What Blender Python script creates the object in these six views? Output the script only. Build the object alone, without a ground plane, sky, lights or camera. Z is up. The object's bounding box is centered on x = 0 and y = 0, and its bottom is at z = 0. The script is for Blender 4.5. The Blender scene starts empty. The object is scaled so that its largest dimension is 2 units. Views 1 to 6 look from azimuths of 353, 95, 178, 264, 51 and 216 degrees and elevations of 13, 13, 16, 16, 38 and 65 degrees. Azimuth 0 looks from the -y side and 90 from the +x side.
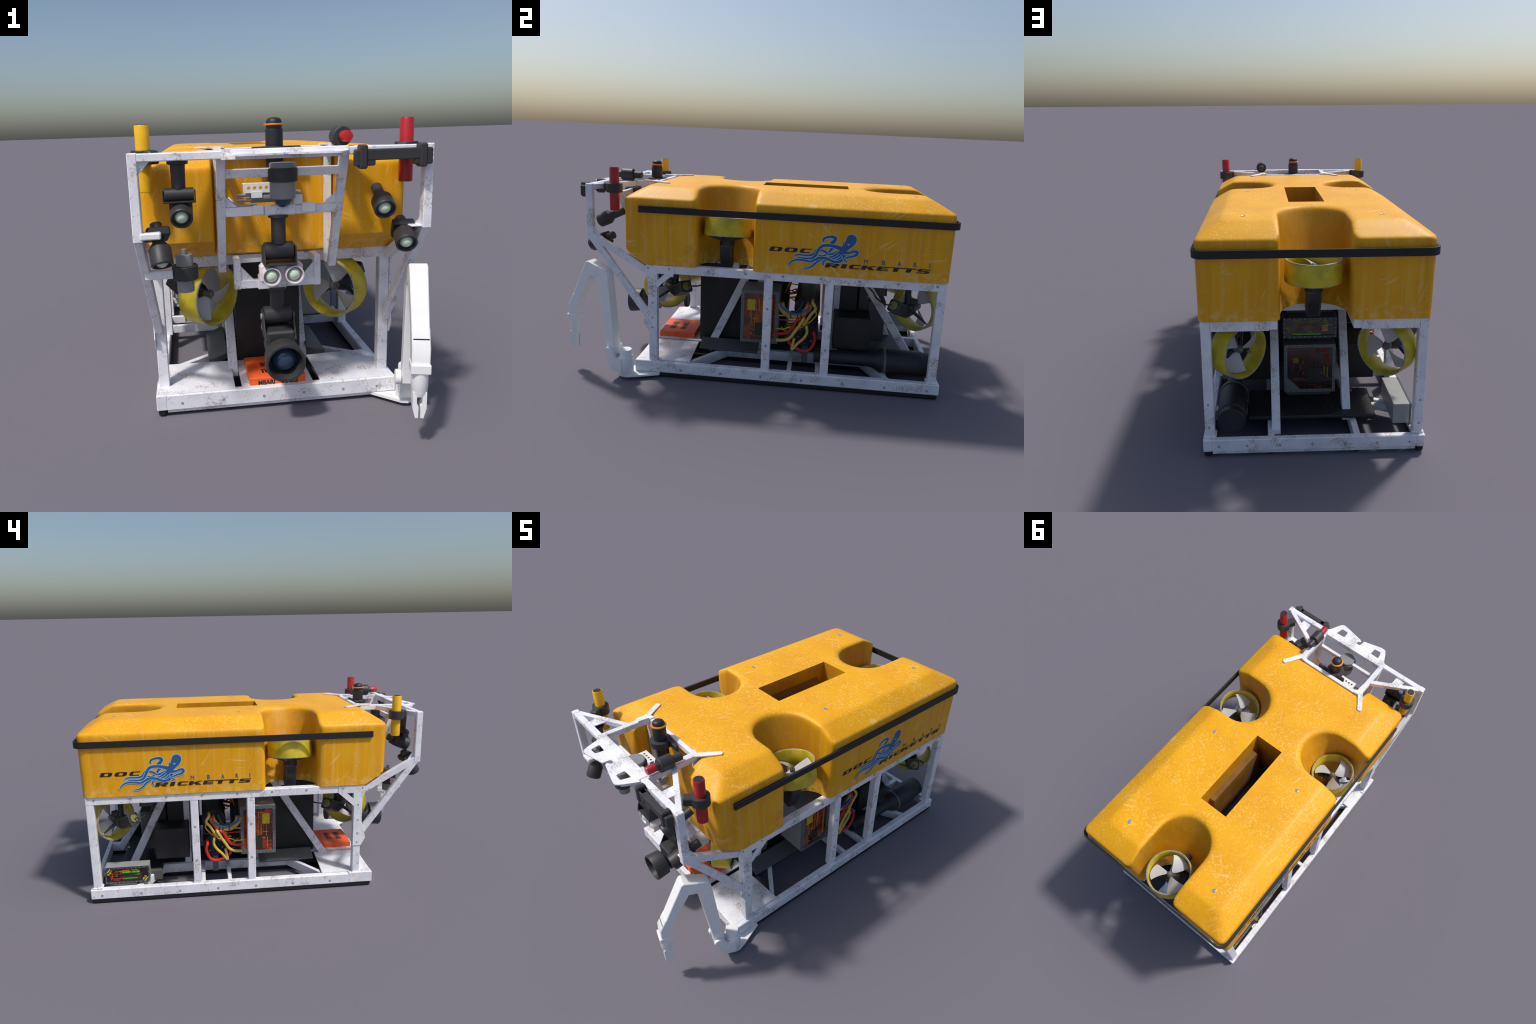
import bpy, bmesh, math, random
from mathutils import Vector, Matrix

random.seed(7)
CX = -0.02                       # the vehicle's own centre line
col = bpy.context.scene.collection

# ------------------------------------------------------------------ materials
def srgb(r, g, b):
    f = lambda c: (c / 255 / 12.92) if c / 255 <= 0.04045 else ((c / 255 + 0.055) / 1.055) ** 2.4
    return (f(r), f(g), f(b), 1)

class NT:
    """small helper round a node tree"""
    def __init__(self, name):
        self.m = bpy.data.materials.new(name)
        self.m.use_nodes = True
        self.t = self.m.node_tree
        self.b = self.t.nodes["Principled BSDF"]
        self.co = self.t.nodes.new("ShaderNodeTexCoord").outputs["Object"]
    def n(self, typ, **kw):
        x = self.t.nodes.new("ShaderNode" + typ)
        for k, v in kw.items():
            setattr(x, k, v)
        return x
    def put(self, sock, v):
        if isinstance(v, bpy.types.NodeSocket):
            self.t.links.new(v, sock)
        else:
            sock.default_value = v
    def map(self, scale=(1, 1, 1), rot=(0, 0, 0), loc=(0, 0, 0), src=None):
        x = self.n("Mapping")
        self.put(x.inputs["Vector"], src or self.co)
        x.inputs["Scale"].default_value = scale
        x.inputs["Rotation"].default_value = rot
        x.inputs["Location"].default_value = loc
        return x.outputs[0]
    def noise(self, scale, vec=None, detail=3, rough=0.55, dist=0):
        x = self.n("TexNoise")
        self.put(x.inputs["Vector"], vec or self.co)
        x.inputs["Scale"].default_value = scale
        x.inputs["Detail"].default_value = detail
        x.inputs["Roughness"].default_value = rough
        x.inputs["Distortion"].default_value = dist
        return x.outputs[0]
    def ramp(self, fac, lo, hi, a=0.0, b=1.0):
        x = self.n("MapRange")
        x.interpolation_type = 'SMOOTHSTEP'
        self.put(x.inputs["Value"], fac)
        x.inputs["From Min"].default_value = lo
        x.inputs["From Max"].default_value = hi
        x.inputs["To Min"].default_value = a
        x.inputs["To Max"].default_value = b
        return x.outputs[0]
    def math(self, op, a, b=0.0):
        x = self.n("Math", operation=op)
        self.put(x.inputs[0], a)
        self.put(x.inputs[1], b)
        return x.outputs[0]
    def mix(self, fac, a, b, mode='MIX'):
        x = self.n("Mix", data_type='RGBA', blend_type=mode)
        self.put(x.inputs[0], fac)
        self.put(x.inputs[6], a)
        self.put(x.inputs[7], b)
        return x.outputs[2]
    def bump(self, h, strength=0.2, dist=0.002):
        x = self.n("Bump")
        x.inputs["Strength"].default_value = strength
        x.inputs["Distance"].default_value = dist
        self.put(x.inputs["Height"], h)
        self.t.links.new(x.outputs[0], self.b.inputs["Normal"])
    def normal(self):
        x = self.n("SeparateXYZ")
        self.put(x.inputs[0], self.n("NewGeometry").outputs["Normal"])
        return x.outputs
    def set(self, col=None, rough=0.5, metal=0.0, spec=None, coat=None):
        if col is not None:
            self.put(self.b.inputs["Base Color"], col)
        self.put(self.b.inputs["Roughness"], rough)
        self.put(self.b.inputs["Metallic"], metal)
        if spec is not None:
            self.b.inputs["Specular IOR Level"].default_value = spec
        if coat is not None:
            self.b.inputs["Coat Weight"].default_value = coat
        return self.m

def plain(name, c, rough=0.45, metal=0.0, var=0.12, spec=0.5, scale=30):
    """single colour with slight mottling"""
    k = NT(name)
    f = k.noise(scale)
    d = tuple(x * (1 - var) for x in c[:3]) + (1,)
    l = tuple(min(1, x * (1 + var)) for x in c[:3]) + (1,)
    return k.set(k.mix(k.ramp(f, 0.3, 0.7), d, l), rough, metal, spec)

def mat_foam():
    k = NT("yellow_foam_paint")
    base = srgb(238, 171, 5)
    nz = k.normal()[2]
    side = k.ramp(nz, 0.75, 0.25)               # 1 on upright faces
    top = k.ramp(nz, 0.35, 0.8)
    c = k.mix(k.ramp(k.noise(5, detail=4), 0.35, 0.7), base, srgb(230, 160, 3))
    # vertical run-off streaks on upright faces
    st = k.noise(1, k.map((60, 60, 2.0)), detail=3, rough=0.6)
    st2 = k.noise(1, k.map((24, 24, 1.0), loc=(3, 1, 7)), detail=2)
    c = k.mix(k.math('MULTIPLY', side, k.ramp(st, 0.48, 0.70, 0, 0.42)), c, srgb(234, 190, 100))
    c = k.mix(k.math('MULTIPLY', side, k.ramp(st2, 0.46, 0.7, 0, 0.45)), c, srgb(212, 142, 0))
    # pale worn speckle on top, denser in drifts
    sp = k.noise(105, detail=2, rough=0.5)
    spm = k.ramp(k.noise(6, detail=3), 0.35, 0.65, 0.25, 1.0)
    c = k.mix(k.math('MULTIPLY', k.math('MULTIPLY', k.ramp(sp, 0.51, 0.66, 0, 0.6), spm), top), c, srgb(250, 204, 110))
    # weak pale clouds on sides
    sp2 = k.noise(24, detail=4, rough=0.65)
    c = k.mix(k.math('MULTIPLY', k.ramp(sp2, 0.6, 0.76, 0, 0.35), side), c, srgb(238, 200, 130))
    # sparse irregular scratches, each family turned a different way
    for i, (rx, rz, sc) in enumerate(((.3, .5, 1.0), (-.2, -.75, 1.25), (.9, 1.2, .8), (1.2, .2, 1.1), (-.9, 2.5, .9))):
        turned = k.map((1, 1, 1), (rx, 0.4 * i - .7, rz), (i * 3.1, i, 2 * i))
        warp = k.n("VectorMath", operation='ADD')
        k.put(warp.inputs[0], turned)
        nw = k.n("TexNoise"); k.put(nw.inputs["Vector"], k.co); nw.inputs["Scale"].default_value = 2.5
        ns = k.n("VectorMath", operation='SCALE'); k.put(ns.inputs[0], nw.outputs["Color"]); ns.inputs["Scale"].default_value = 0.03
        k.put(warp.inputs[1], ns.outputs[0])
        line = k.noise(1, k.map((130 * sc, 5.0, 5.0), src=warp.outputs[0]), detail=1.5, rough=0.4)
        keep = k.ramp(k.noise(5.0, k.map((1, 1, 1), loc=(i * 5, 0, i)), detail=2), 0.56, 0.70)
        c = k.mix(k.math('MULTIPLY', k.ramp(line, 0.62, 0.72, 0, 0.42), keep), c, srgb(252, 214, 150))
    # sparse dark flecks and brown grime
    fl = k.noise(180, detail=1)
    c = k.mix(k.ramp(fl, 0.70, 0.75, 0, 0.5), c, srgb(128, 88, 14))
    gr = k.noise(8, detail=6, rough=0.7)
    c = k.mix(k.ramp(gr, 0.60, 0.78, 0, 0.4), c, srgb(160, 104, 8))
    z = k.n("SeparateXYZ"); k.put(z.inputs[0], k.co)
    # recess shadow painted brown into the upright walls of the wells and slot
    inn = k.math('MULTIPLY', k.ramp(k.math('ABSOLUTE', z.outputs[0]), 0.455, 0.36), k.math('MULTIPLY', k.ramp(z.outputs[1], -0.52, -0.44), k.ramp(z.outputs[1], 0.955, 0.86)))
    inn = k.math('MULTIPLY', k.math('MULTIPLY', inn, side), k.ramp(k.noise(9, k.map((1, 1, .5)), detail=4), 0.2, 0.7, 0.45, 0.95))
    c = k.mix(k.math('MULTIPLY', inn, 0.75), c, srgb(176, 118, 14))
    # pale lower edge
    low = k.math('MULTIPLY', k.ramp(z.outputs[2], 0.70, 0.63), k.ramp(k.noise(32, detail=4), 0.45, 0.65, 0, 0.5))
    c = k.mix(k.math('MULTIPLY', low, side), c, srgb(240, 204, 120))
    k.bump(k.noise(45, detail=4), 0.05, 0.003)
    return k.set(c, 0.5, 0, 0.4)

def mat_frame():
    k = NT("chipped_white_paint")
    c = k.mix(k.ramp(k.noise(12, detail=4), 0.35, 0.7), srgb(240, 240, 245), srgb(224, 225, 233))
    # rust in clusters: fine grain gated by drifting patches
    patch = k.ramp(k.noise(13, detail=2), 0.44, 0.70)
    fine = k.noise(120, detail=6, rough=0.74)
    m = k.math('MULTIPLY', k.ramp(k.math('ADD', fine, k.math('MULTIPLY', patch, 0.17)), 0.585, 0.69), 1.0)
    c = k.mix(k.math('MULTIPLY', m, 0.48), c, srgb(150, 122, 102))
    core = k.ramp(k.math('ADD', fine, k.math('MULTIPLY', patch, 0.10)), 0.66, 0.74)
    c = k.mix(k.math('MULTIPLY', core, 0.6), c, srgb(112, 84, 66))
    dots = k.noise(120, k.map(loc=(9, 4, 2)), detail=2)
    c = k.mix(k.ramp(dots, 0.68, 0.74, 0, 0.6), c, srgb(126, 104, 90))
    k.bump(m, -0.12, 0.001)
    return k.set(c, 0.5, 0, 0.4)

def mat_circuit(name, a, b, base, scale, fill=0.0):
    """dark board with glowing-coloured traces and component patches, fading towards the rim"""
    k = NT(name)
    br = k.n("TexBrick"); k.put(br.inputs["Vector"], k.map((1, 1, 1)))
    br.inputs["Scale"].default_value = scale
    br.inputs["Color1"].default_value = a
    br.inputs["Color2"].default_value = b
    br.inputs["Mortar"].default_value = tuple(.25 * x + .75 * y for x, y in zip(b, base))
    br.inputs["Mortar Size"].default_value = 0.06
    br.inputs["Row Height"].default_value = 0.11
    br.inputs["Brick Width"].default_value = 0.5
    fine = k.ramp(k.noise(scale * 9, detail=3, rough=0.75), 0.40, 0.60)
    msk = k.math('MULTIPLY', fine, k.ramp(k.noise(scale * 1.1, detail=3), 0.40 - fill, 0.58 - fill))
    v = k.n("TexVoronoi"); v.distance = 'CHEBYCHEV'
    k.put(v.inputs["Vector"], k.map((1, .4, 1))); v.inputs["Scale"].default_value = scale * 1.6
    vs = k.n("SeparateColor"); k.put(vs.inputs[0], v.outputs["Color"])
    wash = k.mix(k.ramp(vs.outputs[0], .35, .9, 0, .75), base, b)
    c = k.mix(k.math('MULTIPLY', msk, .85), wash, br.outputs[0])
    w = k.n("TexWave"); w.wave_type = 'RINGS'
    k.put(w.inputs["Vector"], k.co); w.inputs["Scale"].default_value = scale * .55
    w.inputs["Distortion"].default_value = 7; w.inputs["Detail"].default_value = 2.0
    w.inputs["Detail Scale"].default_value = 2.0
    gate = k.ramp(k.noise(scale * .8, k.map(loc=(3, 8, 1))), 0.48, 0.6)
    c = k.mix(k.math('MULTIPLY', gate, k.ramp(w.outputs["Fac"], 0.92, 0.98, 0, 0.6)), c, a)
    return k.set(c, 0.2, 0, 0.5, coat=0.7)

def mat_shroud():
    k = NT("olive_yellow_plastic")
    c = k.mix(k.ramp(k.noise(16, detail=3), 0.35, 0.7), srgb(214, 192, 40), srgb(182, 164, 32))
    return k.set(c, 0.42, 0, 0.5)

def mat_worn_black():
    k = NT("worn_black_casting")
    bv = k.n("Bevel"); bv.inputs["Radius"].default_value = 0.0045
    dt = k.n("VectorMath", operation='DOT_PRODUCT')
    k.put(dt.inputs[0], bv.outputs[0]); k.put(dt.inputs[1], k.n("NewGeometry").outputs["Normal"])
    e = k.math('MULTIPLY', k.ramp(dt.outputs["Value"], 0.985, 0.90), k.ramp(k.noise(70, detail=4), 0.35, 0.6))
    c = k.mix(k.ramp(k.noise(25, detail=3), 0.35, 0.7), srgb(38, 40, 44), srgb(50, 51, 54))
    return k.set(k.mix(k.math('MULTIPLY', e, .8), c, srgb(140, 135, 130)), 0.45, 0, 0.4)

def mat_braid(name, a, b):
    k = NT(name)
    w = k.n("TexWave"); w.wave_type = 'BANDS'; w.bands_direction = 'DIAGONAL'
    k.put(w.inputs["Vector"], k.co); w.inputs["Scale"].default_value = 60
    w.inputs["Distortion"].default_value = 1.5
    return k.set(k.mix(k.ramp(w.outputs["Fac"], 0.55, 0.9, 0, 0.6), a, b), 0.4)

def mat_orange_foam():
    k = NT("orange_block_paint")
    c = k.mix(k.ramp(k.noise(18, detail=4), 0.4, 0.7), srgb(248, 104, 42), srgb(236, 88, 34))
    ch = k.math('MULTIPLY', k.ramp(k.noise(90, detail=5, rough=0.7), 0.55, 0.66), k.ramp(k.noise(14), 0.45, 0.6))
    return k.set(k.mix(k.math('MULTIPLY', ch, .6), c, srgb(150, 110, 80)), 0.55)

M = {}
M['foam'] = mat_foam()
M['foam_dark'] = plain("foam_darkened_for_slot_shade", srgb(118, 82, 24), 0.65, var=0.2, scale=9)  # yellow foam taken down to brown to match the gloom inside the slot
M['white'] = mat_frame()
M['arm'] = plain("clean_white_enamel", srgb(240, 240, 240), 0.35, var=0.02)
M['shade_white'] = plain("white_casing", srgb(226, 216, 222), 0.4, var=0.06)
M['black'] = plain("matt_black_plastic", srgb(52, 52, 54), 0.5, var=0.06)
M['dark'] = plain("black_painted_metal", srgb(36, 37, 40), 0.5, var=0.15)
M['box'] = plain("black_housing", srgb(30, 30, 32), 0.5, var=0.25, scale=12)
M['rubber'] = plain("black_rubber", srgb(27, 27, 30), 0.6, var=0.1)
M['grey'] = plain("grey_housing", srgb(150, 151, 150), 0.5, var=0.05)
M['grey2'] = plain("grey_camera_housing", srgb(138, 139, 142), 0.4, var=0.04)
M['slab'] = plain("dark_grey_panel", srgb(92, 93, 92), 0.45, var=0.06)
M['steel'] = plain("brushed_steel", srgb(165, 165, 170), 0.35, 0.4, var=0.1)
M['bolt'] = plain("bolt_grey", srgb(158, 163, 170), 0.5, 0.0, var=0.08)
M['blade'] = plain("pale_grey_blade", srgb(190, 192, 199), 0.45, var=0.04)
M['hub'] = plain("grey_hub", srgb(105, 102, 98), 0.4, var=0.1)
M['rim'] = plain("worn_rim_grey", srgb(150, 146, 132), 0.5, var=0.25, scale=70)
M['shroud'] = mat_shroud()
M['cast'] = mat_worn_black()
M['olive'] = plain("olive_plug", srgb(120, 112, 56), 0.5, var=0.15)
M['red'] = plain("red_plastic", srgb(176, 30, 34), 0.35, var=0.06)
M['yellow'] = plain("yellow_plastic", srgb(240, 182, 16), 0.35, var=0.08)
M['oring'] = plain("orange_ring", srgb(226, 130, 34), 0.4, var=0.08)
M['lens'] = plain("pale_green_lens", srgb(205, 222, 200), 0.15, var=0.02)
M['glass'] = plain("dark_blue_dome", srgb(44, 64, 86), 0.12, var=0.02)
M['orange'] = mat_orange_foam()
M['ink'] = plain("black_lettering", srgb(38, 34, 36), 0.55, var=0.1)
M['blue_ink'] = plain("blue_lettering", srgb(52, 84, 148), 0.5, var=0.04)
M['logo'] = plain("blue_print", srgb(44, 92, 144), 0.5, var=0.03)
M['logo_light'] = plain("pale_blue_print", srgb(168, 208, 236), 0.5, var=0.03)
M['c_yellow'] = mat_braid("yellow_braided_cable", srgb(206, 172, 60), srgb(240, 220, 150))
M['c_bundle'] = plain("dull_yellow_loom", srgb(186, 158, 66), 0.4, var=0.12, scale=50)
M['c_thin'] = plain("thin_yellow_cable", srgb(222, 168, 20), 0.4)
M['c_red'] = plain("red_cable", srgb(190, 44, 42), 0.4)
M['c_blue'] = plain("blue_cable", srgb(50, 90, 170), 0.4)
M['c_black'] = plain("black_cable", srgb(44, 46, 52), 0.4)
M['pcb_o'] = mat_circuit("orange_circuitry", srgb(224, 112, 8), srgb(176, 56, 8), srgb(46, 24, 8), 20, .08)
M['pcb_g'] = mat_circuit("green_circuitry", srgb(170, 150, 30), srgb(100, 110, 24), srgb(24, 30, 36), 26, .02)
M['pcb_r'] = mat_circuit("dark_red_circuitry", srgb(122, 56, 8), srgb(70, 24, 8), srgb(18, 12, 10), 16, -.02)
M['chip_y'] = plain("yellow_component", srgb(196, 176, 24), 0.4, var=0.25, scale=160)
M['chip_o'] = plain("orange_component", srgb(214, 110, 14), 0.4, var=0.3, scale=160)
M['chip_g'] = plain("green_component", srgb(98, 180, 48), 0.4, var=0.2, scale=160)
M['chip_d'] = plain("dark_green_component", srgb(40, 52, 26), 0.4, var=0.3, scale=160)
M['chip_r'] = plain("red_component", srgb(206, 70, 60), 0.4, var=0.2)
M['dim_y'] = plain("dim_yellow_component", srgb(118, 98, 14), 0.35, var=0.3, scale=160)
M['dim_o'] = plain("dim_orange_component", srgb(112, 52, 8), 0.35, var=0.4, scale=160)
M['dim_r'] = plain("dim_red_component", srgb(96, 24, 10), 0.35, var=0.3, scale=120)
M['wframe'] = plain("window_frame_grey", srgb(108, 116, 117), 0.4, 0.2, var=0.08)
M['chevron'] = plain("yellow_chevron", srgb(206, 200, 20), 0.4, var=0.15)
M['wdark'] = plain("dark_window_frame", srgb(64, 74, 80), 0.35, 0.2, var=0.2, scale=60)

# ------------------------------------------------------------------ mesh helpers
root = bpy.data.objects.new("underwater_vehicle", None)
root.location = (CX, 0, 0)
col.objects.link(root)
root["label"] = "yellow boxy underwater robot with white open frame and manipulator arm"
root["category"] = "underwater robot"

def finish(bm, name, parent, mat, smooth=35, stuff=False):
    bmesh.ops.recalc_face_normals(bm, faces=bm.faces)
    lim = math.radians(smooth)
    for f in bm.faces:
        f.smooth = True
    for e in bm.edges:
        if len(e.link_faces) == 2:
            e.smooth = e.calc_face_angle(0) < lim
    me = bpy.data.meshes.new(name)
    bm.to_mesh(me)
    bm.free()
    for m in (mat if isinstance(mat, (list, tuple)) else [mat]):
        me.materials.append(M[m])
    return link(me, name, parent, stuff)

def link(me, name, parent, stuff=False):
    o = bpy.data.objects.new(name, me)
    o.parent = parent or root
    if stuff:
        o["kind"] = "stuff"
    col.objects.link(o)
    return o

def add_box(bm, lo, hi, bev=0.0015, mtx=None, mi=0):
    lo, hi = Vector(lo), Vector(hi)
    t = Matrix.Translation((lo + hi) / 2) @ Matrix.Diagonal((abs(hi.x - lo.x), abs(hi.y - lo.y), abs(hi.z - lo.z), 1))
    r = bmesh.ops.create_cube(bm, size=1, matrix=(mtx @ t) if mtx else t)
    vs = r['verts']
    fs = set(f for v in vs for f in v.link_faces)
    for f in fs:
        f.material_index = mi
    if bev:
        es = list(set(e for v in vs for e in v.link_edges))
        out = bmesh.ops.bevel(bm, geom=es, offset=bev, segments=1, affect='EDGES', profile=0.5)
        for f in out['faces']:
            f.material_index = mi

def frame_of(p0, p1, up=(0, 0, 1)):
    p0, p1 = Vector(p0), Vector(p1)
    d = (p1 - p0).normalized()
    u = Vector(up)
    if abs(d.dot(u)) > 0.97:
        u = Vector((0, 1, 0))
    x = d.cross(u).normalized()
    y = x.cross(d).normalized()
    m = Matrix((x, y, d)).transposed().to_4x4()
    m.translation = p0
    return m, (p1 - p0).length

def add_beam(bm, p0, p1, w, h=None, bev=0.002, up=(0, 0, 1), mi=0):
    """square tube from p0 to p1; w across, h along 'up'"""
    h = h or w
    m, L = frame_of(p0, p1, up)
    add_box(bm, (-w / 2, -h / 2, 0), (w / 2, h / 2, L), bev, m, mi)

def add_lathe(bm, p0, p1, prof, n=28, mi=0):
    """revolve profile [(t along axis, radius), ...] round p0->p1 (t in metres)"""
    m, L = frame_of(p0, p1)
    rings = []
    for t, r in prof:
        if r < 1e-5:
            rings.append([bm.verts.new(m @ Vector((0, 0, t)))])
        else:
            rings.append([bm.verts.new(m @ Vector((r * math.cos(2 * math.pi * i / n), r * math.sin(2 * math.pi * i / n), t))) for i in range(n)])
    for a, b in zip(rings, rings[1:]):
        for i in range(n):
            j = (i + 1) % n
            vs = [a[i % len(a)], a[j % len(a)], b[j % len(b)], b[i % len(b)]]
            q = []
            for v in vs:
                if v not in q:
                    q.append(v)
            if len(q) > 2:
                f = bm.faces.new(q)
                f.material_index = mi
    for rg in (rings[0], rings[-1]):
        if len(rg) > 2:
            f = bm.faces.new(rg)
            f.material_index = mi

def add_cyl(bm, p0, p1, r, n=24, bev=0.0015, mi=0, r2=None):
    L = (Vector(p1) - Vector(p0)).length
    r2 = r if r2 is None else r2
    add_lathe(bm, p0, p1, [(0, r - bev), (bev, r), (L - bev, r2), (L, r2 - bev)] if bev else [(0, r), (L, r2)], n, mi)

def add_prism(bm, pts, axis, a, b, holes=(), mi=0):
    """polygon extruded along an axis; pts are the two other coordinates in xyz order"""
    def P(u, v, w):
        return {'x': (w, u, v), 'y': (u, w, v), 'z': (u, v, w)}[axis]
    loops = [list(pts)] + [list(h) for h in holes]
    caps = []
    for w in (a, b):
        es, vv = [], []
        for lp in loops:
            vs = [bm.verts.new(P(u, v, w)) for u, v in lp]
            vv.append(vs)
            for i in range(len(vs)):
                es.append(bm.edges.new((vs[i], vs[(i + 1) % len(vs)])))
        if len(loops) == 1:
            bm.faces.new(vv[0]).material_index = mi
        else:
            r = bmesh.ops.triangle_fill(bm, edges=es, use_beauty=True)
            for g in r['geom']:
                if isinstance(g, bmesh.types.BMFace):
                    g.material_index = mi
        caps.append(vv)
    for l0, l1 in zip(*caps):
        for i in range(len(l0)):
            j = (i + 1) % len(l0)
            bm.faces.new((l0[i], l0[j], l1[j], l1[i])).material_index = mi

def catmull(pts, per=8):
    P = [Vector(p) for p in pts]
    P = [P[0] * 2 - P[1]] + P + [P[-1] * 2 - P[-2]]
    out = []
    for i in range(1, len(P) - 2):
        a, b, c, d = P[i - 1:i + 3]
        for k in range(per):
            t = k / per
            out.append(0.5 * (2 * b + (c - a) * t + (2 * a - 5 * b + 4 * c - d) * t * t + (3 * b - a - 3 * c + d) * t ** 3))
    out.append(P[-2])
    return out

def add_cable(bm, pts, r, n=8, per=6, mi=0):
    C = catmull(pts, per)
    T = [(C[min(i + 1, len(C) - 1)] - C[max(i - 1, 0)]).normalized() for i in range(len(C))]
    u = T[0].orthogonal().normalized()
    rings = []
    for p, t in zip(C, T):
        u = (u - t * u.dot(t)).normalized()
        w = t.cross(u)
        rings.append([bm.verts.new(p + (u * math.cos(2 * math.pi * k / n) + w * math.sin(2 * math.pi * k / n)) * r) for k in range(n)])
    for a, b in zip(rings, rings[1:]):
        for k in range(n):
            bm.faces.new((a[k], a[(k + 1) % n], b[(k + 1) % n], b[k])).material_index = mi
    bm.faces.new(rings[0]).material_index = mi
    bm.faces.new(rings[-1]).material_index = mi

def one(name, parent, mat, fn, smooth=35, stuff=False):
    bm = bmesh.new()
    fn(bm)
    return finish(bm, name, parent, mat, smooth, stuff)

def box(name, parent, mat, lo, hi, bev=0.0015):
    return one(name, parent, mat, lambda bm: add_box(bm, lo, hi, bev))
def beam(name, parent, mat, p0, p1, w, h=None, bev=0.002, up=(0, 0, 1)):
    return one(name, parent, mat, lambda bm: add_beam(bm, p0, p1, w, h, bev, up))
def cyl(name, parent, mat, p0, p1, r, **k):
    return one(name, parent, mat, lambda bm: add_cyl(bm, p0, p1, r, **k))
def lathe(name, parent, mat, p0, p1, prof, n=28):
    return one(name, parent, mat, lambda bm: add_lathe(bm, p0, p1, prof, n))
def prism(name, parent, mat, pts, axis, a, b, holes=()):
    return one(name, parent, mat, lambda bm: add_prism(bm, pts, axis, a, b, holes))

def W(x, y, z):
    """measured world position -> vehicle coordinates"""
    return Vector((x - CX, y, z))

def arc(cx, cy, r, a0, a1, n):
    return [(cx + r * math.cos(math.radians(a0 + (a1 - a0) * i / n)), cy + r * math.sin(math.radians(a0 + (a1 - a0) * i / n))) for i in range(n + 1)]

def rrect(x0, x1, y0, y1, r, n=6):
    return (arc(x1 - r, y0 + r, r, -90, 0, n) + arc(x1 - r, y1 - r, r, 0, 90, n)
            + arc(x0 + r, y1 - r, r, 90, 180, n) + arc(x0 + r, y0 + r, r, 180, 270, n))

def loft(bm, levels):
    """levels = [(pts2d, z)], same count each"""
    R = [[bm.verts.new((x, y, z)) for x, y in p] for p, z in levels]
    for a, b in zip(R, R[1:]):
        for i in range(len(a)):
            j = (i + 1) % len(a)
            bm.faces.new((a[i], a[j], b[j], b[i]))
    bm.faces.new(R[0]); bm.faces.new(R[-1])
    bmesh.ops.recalc_face_normals(bm, faces=bm.faces)

# ------------------------------------------------------------------ float pack
def temp(fn):
    bm = bmesh.new(); fn(bm)
    bmesh.ops.recalc_face_normals(bm, faces=bm.faces)
    me = bpy.data.meshes.new("tmp"); bm.to_mesh(me); bm.free()
    o = bpy.data.objects.new("tmp", me); col.objects.link(o)
    return o

def bake(o):
    bpy.context.view_layer.update()
    dg = bpy.context.evaluated_depsgraph_get()
    me = bpy.data.meshes.new_from_object(o.evaluated_get(dg))
    o.modifiers.clear()
    old = o.data
    o.data = me
    bpy.data.meshes.remove(old)

def cut(o, fns):
    ts = []
    for fn in fns:
        t = temp(fn); ts.append(t)
        b = o.modifiers.new("b", 'BOOLEAN'); b.operation = 'DIFFERENCE'; b.object = t; b.solver = 'EXACT'
    bake(o)
    for t in ts:
        me = t.data
        bpy.data.objects.remove(t); bpy.data.meshes.remove(me)

Y0, Y1, HX = -0.660, 0.9795, 0.4800
TOP, SHO = 1.0130, 0.952
BOT = 0.6165

def hull_base(bm):
    loft(bm, [(rrect(-HX + .003, HX - .003, Y0 + .003, Y1 - .004, 0.035), 0.56),
              (rrect(-HX, HX, Y0, Y1, 0.035), SHO),
              (rrect(-HX + .054, HX - .054, Y0 + .052, Y1 - .058, 0.035), 0.985),
              (rrect(-HX + .101, HX - .101, Y0 + .099, Y1 - .109, 0.035), 1.0100),
              (rrect(-HX + .127, HX - .127, Y0 + .126, Y1 - .136, 0.035), 1.0125),
              (rrect(-HX + .170, HX - .170, Y0 + .172, Y1 - .179, 0.035), TOP)])

def well(e_top, slope, vc, rot):
    """U-shaped thruster well: open end outwards (+u), inner end leans out towards the bottom"""
    def fn(bm):
        lv = []
        for z in (0.54, 0.70, 0.86, 1.03):
            e = e_top + (1.0 - z) * slope
            r = 0.143
            o = open_at
            ru = min(r, o - .036 - e)
            p = [(e + ru + ru * math.cos(math.radians(a)), r * math.sin(math.radians(a))) for a in range(90, 271, 12)]
            p += [(o - .03, -r), (o - .012, -r - .006), (o, -r - .022), (o + .2, -r - .03)]
            p += [(o + .2, r + .03), (o, r + .022), (o - .012, r + .006), (o - .03, r)]
            c, s = rot
            lv.append(([(vc[0] + u * c - v * s, vc[1] + u * s + v * c) for u, v in p], z))
        loft(bm, lv)
    return fn

open_at = HX
hull = temp(hull_base)
cut(hull, [well(0.145, 0.44, (0, -0.140), (1, 0))])
cut(hull, [well(0.145, 0.44, (0, -0.140), (-1, 0))])
open_at = Y1
cut(hull, [well(0.572, 0.52, (0, 0), (0, 1))])
cut(hull, [lambda bm: add_box(bm, (-0.226, -0.9, 0.5), (0.226, -0.560, 1.1), 0)])
hull.modifiers.new("r", 'REMESH').mode = 'VOXEL'
hull.modifiers["r"].voxel_size = 0.0065
s = hull.modifiers.new("s", 'SMOOTH'); s.factor = 0.5; s.iterations = 18
bake(hull)
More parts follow.
